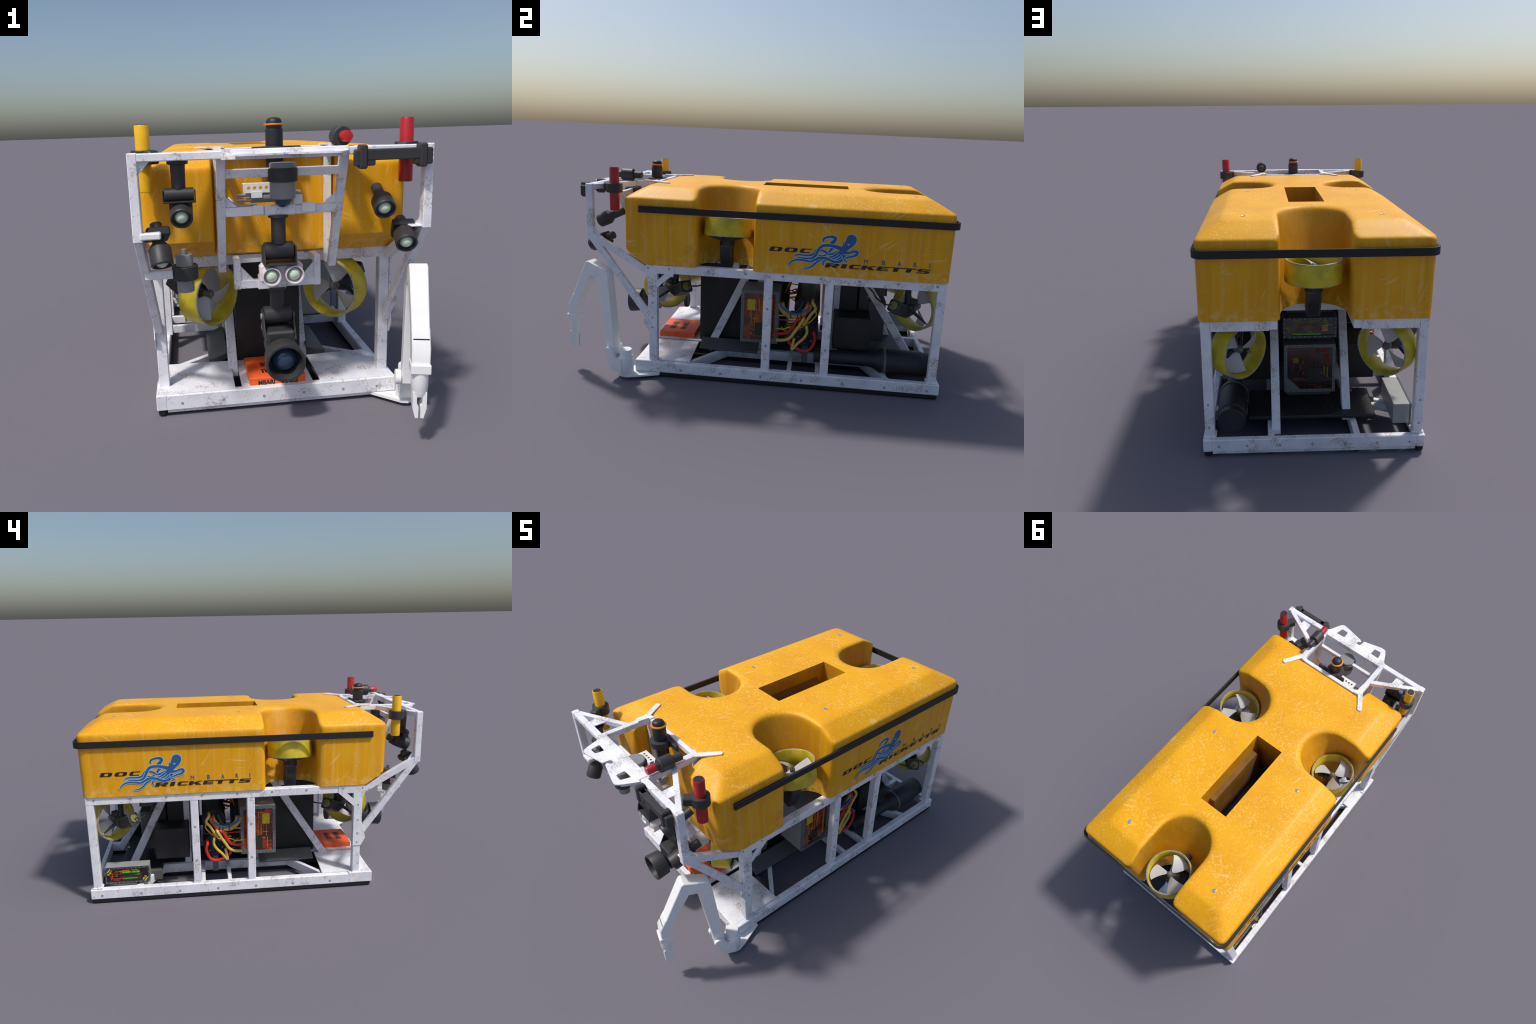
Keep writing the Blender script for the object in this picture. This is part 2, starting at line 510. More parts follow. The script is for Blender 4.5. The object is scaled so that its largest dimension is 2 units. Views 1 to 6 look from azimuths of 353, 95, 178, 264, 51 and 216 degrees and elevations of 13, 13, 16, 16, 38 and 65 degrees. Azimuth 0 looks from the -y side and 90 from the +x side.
# the rims of the three wells are worn rounder than the other edges
g = hull.vertex_groups.new(name="rims")
for v in hull.data.vertices:
    x, y, z = v.co
    d = min(math.hypot(x - .30, y + .14), math.hypot(x + .30, y + .14), math.hypot(x, y - .73))
    wgt = max(0, min(1, (.235 - d) / .05)) * max(0, min(1, (z - .86) / .05))
    if wgt > 0:
        g.add([v.index], wgt, 'REPLACE')
s = hull.modifiers.new("s", 'SMOOTH'); s.factor = 0.5; s.iterations = 45; s.vertex_group = "rims"
bake(hull)
def front_wedge(bm):
    add_prism(bm, [(-0.80, 0.55), (-0.50, 0.55), (-0.50, 0.5825), (-0.6545, 0.690), (-0.80, 0.7912)], 'x', -0.7, 0.7)
cut(hull, [lambda bm: add_box(bm, (-0.7, -1, 0.4), (0.7, 1.2, BOT), 0)])
cut(hull, [front_wedge])
cut(hull, [lambda bm: add_box(bm, (-0.085, 0.001, 0.60), (0.085, 0.476, 1.1), 0)])
bm = bmesh.new(); bm.from_mesh(hull.data)
me = hull.data
bpy.data.objects.remove(hull); bpy.data.meshes.remove(me)
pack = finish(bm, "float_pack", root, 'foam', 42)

# foam blocks seen down the lifting slot
def liner(bm, x0, x1, zt, zb, slope):
    """inset foam block with clipped ends, its face leaning in towards the bottom"""
    sg = 1 if x1 > x0 else -1
    lv = []
    for z, o in ((zb, slope), (zt - .02, .004), (zt, 0)):
        e = .012 if z == zt else 0
        lv.append(([(x0, .036 + e), (x1 + sg * o, .040 + e), (x1 + sg * o, .432 - e), (x0, .436 - e)], z))
    loft(bm, lv)
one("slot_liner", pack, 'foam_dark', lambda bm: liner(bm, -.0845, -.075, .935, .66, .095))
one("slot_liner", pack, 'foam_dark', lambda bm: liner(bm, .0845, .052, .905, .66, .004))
box("slot_floor", pack, 'box', (-0.084, 0.002, 0.6175), (0.084, 0.475, 0.64), 0)

# round plugs in the top
def plug(bm):
    add_lathe(bm, (0, 0, 0), (0, 0, 1), [(0, 0.0105), (0.002, 0.0105), (0.0025, 0.009), (0.0012, 0.007), (0.002, 0.0035), (0.002, 0)], 20)
bm = bmesh.new(); plug(bm)
p0 = finish(bm, "lifting_plug", pack, 'steel')
zt = 1.0120
p0.location = (0.288, 0.803, zt)
for x, y in ((-0.288, 0.803), (0.288, 0.130), (-0.288, 0.130)):
    o = p0.copy(); o.location = (x, y, zt); col.objects.link(o)

# rubbing strip round three sides
def strap(bm):
    def path(o):
        x, y = 0.4812 + o, 0.9885 + o
        r = 0.040 + o
        return ([(x, -0.577)] + arc(x - r, y - r, r, 0, 90, 8) + arc(-x + r, y - r, r, 90, 180, 8) + [(-x, -0.577)])
    inn, out = path(0), path(0.0108)
    v = [[bm.verts.new((p[0], p[1], z)) for p in q] for q, z in ((out, .885), (out, .9175), (inn, .9175), (inn, .885))]
    for k in range(4):
        a, b = v[k], v[(k + 1) % 4]
        for i in range(len(a) - 1):
            bm.faces.new((a[i], a[i + 1], b[i + 1], b[i]))
    bm.faces.new([q[0] for q in v]); bm.faces.new([q[-1] for q in v])
    es = [e for e in bm.edges if e.is_manifold and e.calc_face_angle(0) > 1.2]
    bmesh.ops.bevel(bm, geom=es, offset=0.002, segments=1, affect='EDGES', profile=0.5)
band = one("rubbing_strip", root, 'rubber', strap)
def standoffs(bm):
    for x in (-1, 1):
        for y in (-0.5, 0.15, 0.45, 0.8):
            add_box(bm, (x * 0.465, y - .004, .893), (x * 0.477, y + .004, .909), 0)
one("strip_spacer", band, 'rubber', standoffs, stuff=True)

# ------------------------------------------------------------------ lettering and octopus print
def text_mesh(body, w, h, shear=0.0, bold=0.0):
    cu = bpy.data.curves.new("txt", 'FONT')
    cu.body = body; cu.size = 1; cu.shear = shear; cu.offset = bold; cu.resolution_u = 3
    o = bpy.data.objects.new("txt", cu); col.objects.link(o)
    bpy.context.view_layer.update()
    me = bpy.data.meshes.new_from_object(o.evaluated_get(bpy.context.evaluated_depsgraph_get()))
    bpy.data.objects.remove(o); bpy.data.curves.remove(cu)
    xs = [v.co.x for v in me.vertices]; ys = [v.co.y for v in me.vertices]
    sx, sy = w / (max(xs) - min(xs)), h / (max(ys) - min(ys))
    for v in me.vertices:
        v.co = ((v.co.x - min(xs)) * sx, (v.co.y - min(ys)) * sy, 0)
    bm = bmesh.new(); bm.from_mesh(me); bpy.data.meshes.remove(me)
    r = bmesh.ops.extrude_face_region(bm, geom=list(bm.faces))
    for v in r['geom']:
        if isinstance(v, bmesh.types.BMVert):
            v.co.z += 0.0006
    return bm

def place(bm, m):
    bmesh.ops.transform(bm, matrix=m, verts=bm.verts)
    return bm

# octopus limbs: centre line with half width (drawn on the print's own grid, x right, y down)
LIMBS = [
 [(1160,255,18),(1140,215,28),(1190,148,32),(1320,115,34),(1440,122,44),(1497,168,50),(1460,240,52),(1390,310,58),(1420,370,48),(1560,420,45)],
 [(275,690,10),(340,645,20),(450,635,24),(620,655,25),(760,650,30),(870,600,36),(940,500,38)],
 [(985,645,16),(1080,670,22),(1180,658,24),(1250,605,26)],
 [(1010,545,26),(1080,505,30),(1180,545,34),(1290,615,34),(1420,615,34),(1560,560,40),(1650,500,50)],
 [(1620,430,45),(1430,440,42),(1345,510,38),(1300,575,24)],
 [(330,742,10),(430,728,20),(560,740,24),(700,750,26),(800,735,33),(900,665,38),(960,560,40),(1020,460,42),(1100,388,42),(1200,364,42),(1390,378,45),(1600,440,60)],
 [(1300,722,22),(1420,690,30),(1540,620,34),(1620,560,40)],
 [(1400,762,20),(1540,708,27),(1630,620,32),(1680,540,40)],
 [(1150,955,14),(1118,890,24),(1150,830,26),(1240,798,24),(1310,800,16)],
 [(520,1035,10),(620,1040,18),(720,1020,22),(820,960,26),(920,870,30),(1020,800,32),(1150,755,34)],
 [(90,955,12),(140,890,20),(260,805,26),(420,785,28),(600,810,29),(760,835,30),(900,780,34),(1020,730,38),(1160,735,40),(1300,780,40),(1420,840,40),(1540,852,40),(1660,815,42),(1725,720,46),(1735,600,60)],
 [(1500,792,14),(1600,755,24),(1670,680,30),(1710,580,40)],
 [(1835,850,12),(1775,832,22),(1745,770,34),(1735,650,60)],
 [(1740,580,55),(1890,585,34),(2020,548,36),(2105,560,42),(2115,625,42),(2030,682,34),(1900,708,28),(1775,745,24)],
]
BODY = [[(1958,205,148),(1935,255,144),(1890,320,124),(1845,375,106),(1790,425,100),(1730,480,96),(1680,540,78),(1650,590,60)],
        [(1750,300,34),(1770,320,60),(1800,360,70)]]
SX0, SX1, SX2 = 0.0704, 1.674e-4, 1.34e-5
SZ0, SZ1, SZ2 = 0.8207, 1.155e-5, -1.696e-4

def iso_patch(bm, chain, grow, h, mi, step=7.0):
    """outline of a chain of discs of varying radius, filled as a fine sheet (marching squares)"""
    C = catmull([(a, b, c) for a, b, c in chain], 10)
    rm = max(c.z for c in C) + grow + 2 * step
    x0, x1 = min(c.x for c in C) - rm, max(c.x for c in C) + rm
    y0, y1 = min(c.y for c in C) - rm, max(c.y for c in C) + rm
    nx, ny = int((x1 - x0) / step) + 2, int((y1 - y0) / step) + 2
    F = {}
    for c in C:                                  # only the grid near each disc
        r = c.z + grow
        for i in range(max(0, int((c.x - r - x0) / step) - 2), min(nx, int((c.x + r - x0) / step) + 4)):
            gx = x0 + i * step - c.x
            for j in range(max(0, int((c.y - r - y0) / step) - 2), min(ny, int((c.y + r - y0) / step) + 4)):
                gy = y0 + j * step - c.y
                d = r - math.sqrt(gx * gx + gy * gy)
                if d > F.get((i, j), -99):
                    F[(i, j)] = d
    cache = {}
    def vert(key, x, y):
        if key not in cache:
            cache[key] = bm.verts.new((SX0 + SX1 * x + SX2 * y, SZ0 + SZ1 * x + SZ2 * y, h))
        return cache[key]
    for (i, j) in list(F):
        cs = [(i, j), (i + 1, j), (i + 1, j + 1), (i, j + 1)]
        vals = [F.get(c, -step) for c in cs]
        if max(vals) <= 0:
            continue
        poly = []
        for k in range(4):
            a, b = cs[k], cs[(k + 1) % 4]
            fa, fb = vals[k], vals[(k + 1) % 4]
            if fa > 0:
                poly.append(vert(a, x0 + a[0] * step, y0 + a[1] * step))
            if (fa > 0) != (fb > 0):
                t = fa / (fa - fb)
                key = (min(a, b), max(a, b))
                poly.append(vert(key, x0 + (a[0] + (b[0] - a[0]) * t) * step, y0 + (a[1] + (b[1] - a[1]) * t) * step))
        if len(poly) > 2:
            try:
                bm.faces.new(poly).material_index = mi
            except ValueError:
                pass

def octopus():
    bm = bmesh.new()
    h = 0.0004
    for ch in BODY:
        iso_patch(bm, ch, 17, h, 0); h += .00005
    for ch in LIMBS:
        iso_patch(bm, ch, 15, h, 0); iso_patch(bm, ch, 0, h + .00005, 1); h += .0001
    for ch in BODY:
        iso_patch(bm, ch, 0, h, 1); h += .00005
    iso_patch(bm, [(1748, 297, 14), (1756, 297, 14)], 0, h, 0)
    iso_patch(bm, [(1850, 344, 12), (1872, 345, 18), (1896, 344, 12)], 0, h, 0)
    return bm

def side_frame(side, s0):
    """print plane: s along the reading direction, z up, thickness outwards"""
    x = side * (HX - 0.0010)
    y0 = 0.0843 if side > 0 else 0.8753
    m = Matrix(((0, 0, side, x), (side, 0, 0, y0), (0, 1, 0, 0), (0, 0, 0, 1)))
    return m @ Matrix.Translation(s0)

GLYPH = {   # wide block capitals on a unit cell: outline, holes
 'D': ([(0, 0), (.85, 0), (1, .2), (1, .8), (.85, 1), (0, 1)], [[(.36, .2), (.66, .2), (.66, .8), (.36, .8)]]),
 'O': ([(.15, 0), (.85, 0), (1, .2), (1, .8), (.85, 1), (.15, 1), (0, .8), (0, .2)], [[(.34, .2), (.66, .2), (.66, .8), (.34, .8)]]),
 'C': ([(.15, 0), (1, 0), (1, .2), (.37, .2), (.37, .8), (1, .8), (1, 1), (.15, 1), (0, .8), (0, .2)], []),
 'R': ([(0, 0), (.35, 0), (.35, .36), (.42, .36), (.64, 0), (1.0, 0), (.76, .38), (.9, .38), (1, .5), (1, .86), (.88, 1), (0, 1)], [[(.35, .55), (.66, .55), (.66, .8), (.35, .8)]]),
 'I': ([(0, 0), (1, 0), (1, 1), (0, 1)], []),
 'K': ([(0, 0), (.34, 0), (.34, .36), (.42, .44), (.64, 0), (1.06, 0), (.68, .6), (1.04, 1), (.78, 1), (.34, .62), (.34, 1), (0, 1)], []),
 'E': ([(0, 0), (1, 0), (1, .18), (.36, .18), (.36, .41), (.94, .41), (.94, .59), (.36, .59), (.36, .82), (1, .82), (1, 1), (0, 1)], []),
 'T': ([(.30, 0), (.68, 0), (.68, .8), (1, .8), (1, 1), (0, 1), (0, .8), (.30, .8)], []),
 'S': ([(0, 0), (.87, 0), (1, .15), (1, .45), (.88, .6), (.34, .6), (.34, .8), (1, .8), (1, 1), (.13, 1), (0, .85), (0, .55), (.13, .4), (.66, .4), (.66, .2), (0, .2)], []),
}
def block_word(letters, h, shear):
    bm = bmesh.new()
    for ch, x, w in letters:
        o, hs = GLYPH[ch]
        f = lambda p: (x + p[0] * w + p[1] * h * shear, p[1] * h)
        add_prism(bm, [f(p) for p in o], 'z', 0, .0006, holes=[[f(p) for p in q] for q in hs])
    return bm

U = 4.105e-4                       # letter grid unit
for side in (1, -1):
    w1 = [(c, (x - 225) * U, w * U) for c, x, w in (("D", 225, 146), ("O", 405, 152), ("C", 590, 126))]
    w2 = [(c, (x - 878) * U, w * U) for c, x, w in (("R", 878, 156), ("I", 1066, 58), ("C", 1160, 128), ("K", 1306, 158), ("E", 1491, 134), ("T", 1637, 148), ("T", 1787, 152), ("S", 1957, 146))]
    finish(place(block_word(w1, 0.0222, .42), side_frame(side, (0, 0.7285, 0))), "name_lettering", pack, 'ink')
    finish(place(block_word(w2, 0.0212, .42), side_frame(side, (0.280, 0.6630, 0))), "name_lettering", pack, 'ink')
    for ch, s, w in (("M", .4705, .018), ("B", .557, .0145), ("A", .6325, .0155), ("R", .7085, .0145), ("I", .7835, .0035)):
        finish(place(text_mesh(ch, w, 0.0232, 0.0, 0.0 if ch == 'M' else 0.02), side_frame(side, (s, 0.6917, 0))), "owner_lettering", pack, 'blue_ink')
    o = finish(place(octopus(), side_frame(side, (0, 0, 0))), "octopus_print", pack, ['logo_light', 'logo'])

# ------------------------------------------------------------------ frame
def lower(bm):
    for s in (-1, 1):
        add_box(bm, (s * .440, -.605, .024), (s * .477, .985, .082), .004)
        add_box(bm, (s * .438, -.607, .026), (s * .4785, -.470, .089), .003)
    add_box(bm, (-.441, -.606, .025), (.441, -.576, .087), .003)
    add_box(bm, (-.441, .957, .025), (.441, .984, .0815), .003)
    add_box(bm, (-.438, -.596, .011), (.438, -.578, .026), .001)
    add_box(bm, (-.438, .960, .011), (.438, .978, .026), .001)
frame = one("frame", root, 'white', lower)
for s in (-1, 1):
    box("skid", frame, 'rubber', (s * .445, -.600, 0.0), (s * .473, .979, .0235), .005)
    box("skid", frame, 'rubber', (s * .176, -.588, 0.0), (s * .196, .972, .0235), .003)
    box("inner_rail", frame, 'white', (s * .172, -.15, .0245), (s * .200, .958, .0795), .002)
    beam("corner_brace", frame, 'white', (s * .186, -.155, .051), (s * .452, -.345, .051), .024, .052)
    beam("corner_brace", frame, 'white', (s * .186, .600, .051), (s * .452, .735, .051), .024, .052)
    for y in (.212, .362):
        box("cross_bar", frame, 'white', (s * .198, y - .011, .040), (s * .4405, y + .011, .080), .002)
    box("cross_bar", frame, 'white', (s * .198, .700, .046), (s * .4405, .724, .0785), .002)
    # posts
    for y in (-.512, .087, .395, .945):
        box("post", frame, 'white', (s * .427, y - .0215, .080), (s * .468, y + .0215, .60), .003)
    for y in (.022, .450):
        box("inner_post", frame, 'white', (s * .146, y - .020, .076), (s * .180, y + .020, .60), .002)
    # inner diagonals
    if s > 0:
        beam("diagonal_brace", frame, 'white', (s * .163, .545, .60), (s * .163, .905, .05), .038, .043)
        beam("diagonal_brace", frame, 'white', (s * .163, -.022, .60), (s * .163, -.272, .05), .038, .043)
    else:
        beam("diagonal_brace", frame, 'white', (s * .163, .525, .60), (s * .163, .800, .05), .038, .043)
        beam("diagonal_brace", frame, 'white', (s * .163, -.060, .60), (s * .163, -.410, .05), .038, .043)
    # top rails
    box("top_rail", frame, 'white', (s * .4275, -.535, .571), (s * .469, .967, .6155), .003)
    box("top_rail", frame, 'white', (s * .155, -.535, .574), (s * .190, .966, .6150), .003)
    box("end_rail", frame, 'white', (s * .189, .928, .570), (s * .428, .9665, .6145), .002)
    box("end_rail", frame, 'white', (s * .189, -.5345, .570), (s * .428, -.497, .6145), .002)
    # corner sockets at the foot of the rear posts
    box("post_socket", frame, 'white', (s * .420, .917, .080), (s * .4735, .9725, .092), .004)
    # gusset on the front post
    prism("gusset", frame, 'white', [(-.562, .590), (-.545, .6135), (-.402, .6135), (-.398, .574), (-.489, .492), (-.489, .255), (-.536, .255), (-.560, .300), (-.536, .400), (-.536, .545)],
          'x', s * .4685, s * .4725, holes=[[(-.486, .570), (-.447, .570), (-.486, .536)]])
for y in (.752, .35, -.14, -.53):
    box("top_cross_bar", frame, 'white', (-.156, y - .018, .580), (.156, y + .018, .613), .002)
for s in (-1, 1):
    for y in (-.14,):
        box("top_cross_bar", frame, 'white', (s * .189, y - .05, .580), (s * .30, y + .05, .613), .002)

# deck plates on the bow
prism("deck_plate", frame, 'white', [(-.452, -.600), (-.171, -.600), (-.171, -.330), (-.452, -.318)], 'z', .084, .0905)
prism("deck_plate", frame, 'white', [(.171, -.600), (.452, -.600), (.452, -.318), (.171, -.330)], 'z', .084, .0905)
prism("deck_plate", frame, 'white', [(-.143, -.604), (.143, -.604), (.143, -.320), (-.143, -.320)], 'z', .078, .0860)

# flush bolts on the side rails, posts and bow gussets
def disc(bm, c, n, r=0.0058, h=0.0012):
    c, n = Vector(c), Vector(n)
    add_lathe(bm, c - n * .001, c + n, [(0, r), (0.001 + h, r), (0.001 + h, 0)], 12)
def bolts(bm):
    for s in (-1, 1):
        for i in range(7):
            disc(bm, (s * .477, -.36 + i * .214, .046), (s, 0, 0), .0070)
        for i in range(7):
            disc(bm, (s * .469, -.22 + i * .19, .598), (s, 0, 0), .0068)
        for y in (.087, .395):
            for z in (.22, .42):
                disc(bm, (s * .468, y, z), (s, 0, 0), .0065)
        for y, z in ((-.535, .598), (-.425, .598), (-.513, .50), (-.513, .41), (-.513, .33), (-.513, .275)):
            disc(bm, (s * .4725, y, z), (s, 0, 0), .0052)
        for y, z in ((.60, .44), (.78, .2)):
            disc(bm, (s * .182, y + .02, z), (s, 0, 0), .006)
        for z in (.24, .13):
            disc(bm, (s * .45, .9665, z), (0, 1, 0), .005)
    for x in (-.38, -.22, -.06, .10, .26, .40):
        disc(bm, (x, -.606, .052), (0, -1, 0), .0056)
    for x in (-.41, -.27, -.13, .01, .15, .29, .41):
        disc(bm, (x, .984, .050), (0, 1, 0), .0056)
one("frame_bolt", frame, 'bolt', bolts, stuff=True)

# ------------------------------------------------------------------ bow guard
bow = one("bow_guard", root, 'white', lambda bm: (
    add_box(bm, (-.4905, -.846, .987), (.4905, -.815, 1.0125), .003),
    add_box(bm, (-.205, -.849, .984), (.205, -.806, 1.0155), .002)))
for s in (-1, 1):
    box("guard_post", bow, 'white', (s * .461, -.8475, .735), (s * .492, -.8125, 1.0145), .003)
    beam("guard_strut", bow, 'white', (s * .4765, -.829, .755), (s * .452, -.553, .587), .030, .034)
    beam("guard_strut", bow, 'white', (s * .4765, -.823, .745), (s * .452, -.528, .318), .028, .034)
    prism("corner_gusset", bow, 'white', [(s * .461, .987), (s * .425, .987), (s * .461, .948)], 'y', -.834, -.828)
    prism("corner_gusset", bow, 'white', [(-.813, .80), (-.76, .715), (-.81, .74)], 'x', s * .470, s * .476)
    beam("guard_top_bar", bow, 'white', (s * .203, -.815, .999), (s * .203, -.575, 1.000), .028, .028)
    beam("guard_top_bar", bow, 'white', (s * .468, -.822, .9985), (s * .214, -.688, .9985), .025, .026)
    prism("deck_fork", bow, 'white', [(s * .175, -.560), (s * .175, -.585), (s * .186, -.587), (s * .189, -.640), (s * .217, -.640),
          (s * .2185, -.595), (s * .281, -.492), (s * .279, -.482), (s * .268, -.476), (s * .259, -.479), (s * .203, -.566)], 'z', 1.0140, 1.0195)
    box("guard_leg", bow, 'white', (s * .190, -.590, .575), (s * .216, -.566, 1.000), .002)
    beam("guard_leg", bow, 'white', (s * .2035, -.797, .990), (s * .2035, -.632, .578), .028, .030)
    prism("light_plate", bow, 'white', [(s * .315, -.816), (s * .368, -.816), (s * .368, -.768), (s * .312, -.740)], 'z', .997, 1.0015)
    prism("cross_gusset", bow, 'white', [(s * .190, .822), (s * .150, .822), (s * .190, .858)], 'y', -.738, -.733)
    beam("plate_flange", bow, 'white', (s * .2015, -.843, .991), (s * .166, -.918, .9955), .0035, .015, .0008)
    # lower lamp bracket
    box("bracket_post", bow, 'white', (s * .136, -.640, .502), (s * .162, -.612, .617), .003)
    box("bracket_arm", bow, 'white', (s * .137, -.613, .588), (s * .161, -.500, .6155), .002)
    prism("bracket_gusset", bow, 'white', [(s * .137, .533), (s * .086, .533), (s * .137, .590)], 'y', -.630, -.625)
box("guard_rear_bar", bow, 'white', (-.205, -.584, .986), (.205, -.562, 1.0135), .002)
box("guard_cross_bar", bow, 'white', (-.191, -.778, .921), (.191, -.758, .950), .002)
box("guard_cross_bar", bow, 'white', (-.191, -.748, .790), (.191, -.722, .820), .002)
box("cross_bar_pad", bow, 'white', (-.058, -.756, .789), (.048, -.7475, .826), .004)
box("bracket_bar", bow, 'white', (-.137, -.639, .504), (.137, -.614, .535), .002)
box("bracket_pad", bow, 'white', (-.075, -.647, .500), (.030, -.6385, .560), .003)
rim_pts = [(.210, -.838), (.171, -.918), (.158, -.934), (.147, -.938), (.123, -.935), (.010, -.909), (-.001, -.903), (-.001, -.894), (.011, -.887), (.014, -.878),
           (.008, -.871), (-.008, -.871), (-.014, -.880), (-.017, -.911), (-.125, -.938), (-.148, -.938), (-.160, -.931), (-.198, -.842), (-.198, -.820), (.205, -.820)]
def hole(s):
    return [(s * .152, -.864), (s * .143, -.902), (s * .137, -.907), (s * .104, -.905), (s * .099, -.900), (s * .097, -.867), (s * .102, -.862), (s * .147, -.860)]
prism("bow_plate", bow, 'white', rim_pts, 'z', .9975, 1.0025, holes=[hole(1), hole(-1)])

# ------------------------------------------------------------------ thrusters
def ring(bm):
    R = [(-.0475, .1230), (-.0475, .1175), (-.044, .1155), (.0, .1095), (.043, .1115), (.0465, .1135), (.0475, .1150), (.0465, .1195), (.0435, .1208), (-.0440, .1238)]
    n = 48
    v = [[bm.verts.new((r * math.cos(2 * math.pi * i / n), r * math.sin(2 * math.pi * i / n), z)) for i in range(n)] for z, r in R]
    for k in range(len(R)):
        a, b = v[k], v[(k + 1) % len(R)]
        mi = 1 if k in (0, 1, 5, 6, 7, 9) else 0
        for i in range(n):
            bm.faces.new((a[i], a[(i + 1) % n], b[(i + 1) % n], b[i])).material_index = mi

def blade(bm, turn):
    NR, NC = 9, 9
    up, lo = [], []
    for i in range(NR):
        t = i / (NR - 1)
        r = .014 + t * .092
        half = .006 + .060 * t ** .8
        pitch = math.radians(52 - 22 * t)
        ru, rl = [], []
        for j in range(NC):
            s = -1 + 2 * j / (NC - 1)
            c = s * half
            th = .0016 * (1 - .75 * s * s) * (1.6 - t)
            a = turn + c * math.cos(pitch) / max(r, .022) * .95 + t * .18
            z = c * math.sin(pitch) * .75
            rr = r - (.006 * s * s if i == NR - 1 else 0)
            ru.append(bm.verts.new((rr * math.cos(a), rr * math.sin(a), z + th)))
            rl.append(bm.verts.new((rr * math.cos(a), rr * math.sin(a), z - th)))
        up.append(ru); lo.append(rl)
    for i in range(NR - 1):
        for j in range(NC - 1):
            bm.faces.new((up[i][j], up[i + 1][j], up[i + 1][j + 1], up[i][j + 1]))
            bm.faces.new((lo[i][j], lo[i][j + 1], lo[i + 1][j + 1], lo[i + 1][j]))
        bm.faces.new((up[i][0], lo[i][0], lo[i + 1][0], up[i + 1][0]))
        bm.faces.new((up[i][-1], up[i + 1][-1], lo[i + 1][-1], lo[i][-1]))
    for j in range(NC - 1):
        bm.faces.new((up[0][j], up[0][j + 1], lo[0][j + 1], lo[0][j]))
        bm.faces.new((up[-1][j], lo[-1][j], lo[-1][j + 1], up[-1][j + 1]))

def hub(bm):
    add_lathe(bm, (0, 0, -.020), (0, 0, 1), [(0, .017), (.012, .0185), (.028, .0165), (.036, .012), (.0405, .0075), (.042, .004), (.0412, .0022), (.0412, 0)], 24)

def motor(bm, post=True):
    # gearbox body behind the propeller, then a bent square can leaning towards local +Y
    add_lathe(bm, (0, 0, -.020), (0, 0, -1), [(0, .020), (.010, .024), (.030, .031), (.050, .0375), (.058, .0390), (.078, .0390), (.079, .034)], 26)
    add_box(bm, (-.018, .005, -.078), (.018, .047, -.024), .004)
    secs = [(-.096, -.003, 0), (-.118, -.004, 6), (-.134, .002, 20), (-.158, .014, 28), (-.200, .037, 30)]
    prev = None
    for z, y, tilt in secs:
        m = Matrix.Translation((0, y, z)) @ Matrix.Rotation(math.radians(tilt), 4, 'X')
        h = .0315 if z < -.10 else .030
        c = .006
        vs = [bm.verts.new(m @ Vector(p)) for p in ((-h + c, -h, 0), (h - c, -h, 0), (h, -h + c, 0), (h, h - c, 0), (h - c, h, 0), (-h + c, h, 0), (-h, h - c, 0), (-h, -h + c, 0))]
        if prev:
            for i in range(8):
                bm.faces.new((prev[i], prev[(i + 1) % 8], vs[(i + 1) % 8], vs[i]))
        else:
            bm.faces.new(vs)
        prev = vs
    f = bm.faces.new(prev)
    r = bmesh.ops.inset_region(bm, faces=[f], thickness=.005, depth=-.004)
    # stays that tie the body to the shroud
    for a in (-32, 212):
        c, s = math.cos(math.radians(a)), math.sin(math.radians(a))
        add_lathe(bm, (c * .018, s * .018, -.066), (c * .113, s * .113, -.046), [(0, .010), (.05, .007), (.097, .0035)], 10)
    if post:
        add_lathe(bm, (0, .025, -.092), (0, .165, -.092), [(0, .0150), (.135, .0145), (.14, .0145)], 16)

def motor_v(bm):
    motor(bm, False)
    add_box(bm, (-.014, .020, -.076), (.014, .150, -.050), .003)

def plugs(bm):
    m = Matrix.Translation((0, .037, -.200)) @ Matrix.Rotation(math.radians(30), 4, 'X')
    a, b = m @ Vector((0, 0, .004)), m @ Vector((0, 0, -.008))
    add_lathe(bm, a, b, [(0, .0225), (.0095, .0225), (.012, .0195), (.012, 0)], 22)

def fittings(bm):
    for a in (-32, 212):
        c, s = math.cos(math.radians(a)), math.sin(math.radians(a))
        bmesh.ops.create_uvsphere(bm, u_segments=12, v_segments=8, radius=.0062, matrix=Matrix.Translation((c * .1125, s * .1125, -.046)))
    for a in range(30, 391, 60):
        c, s = math.cos(math.radians(a)), math.sin(math.radians(a))
        add_cyl(bm, (c * .031, s * .031, -.0975), (c * .031, s * .031, -.101), .0033, 8, 0)
    m = Matrix.Translation((0, .037, -.200)) @ Matrix.Rotation(math.radians(30), 4, 'X')
    add_cyl(bm, m @ Vector((0, 0, -.006)), m @ Vector((0, 0, -.016)), .0048, 10, 0)

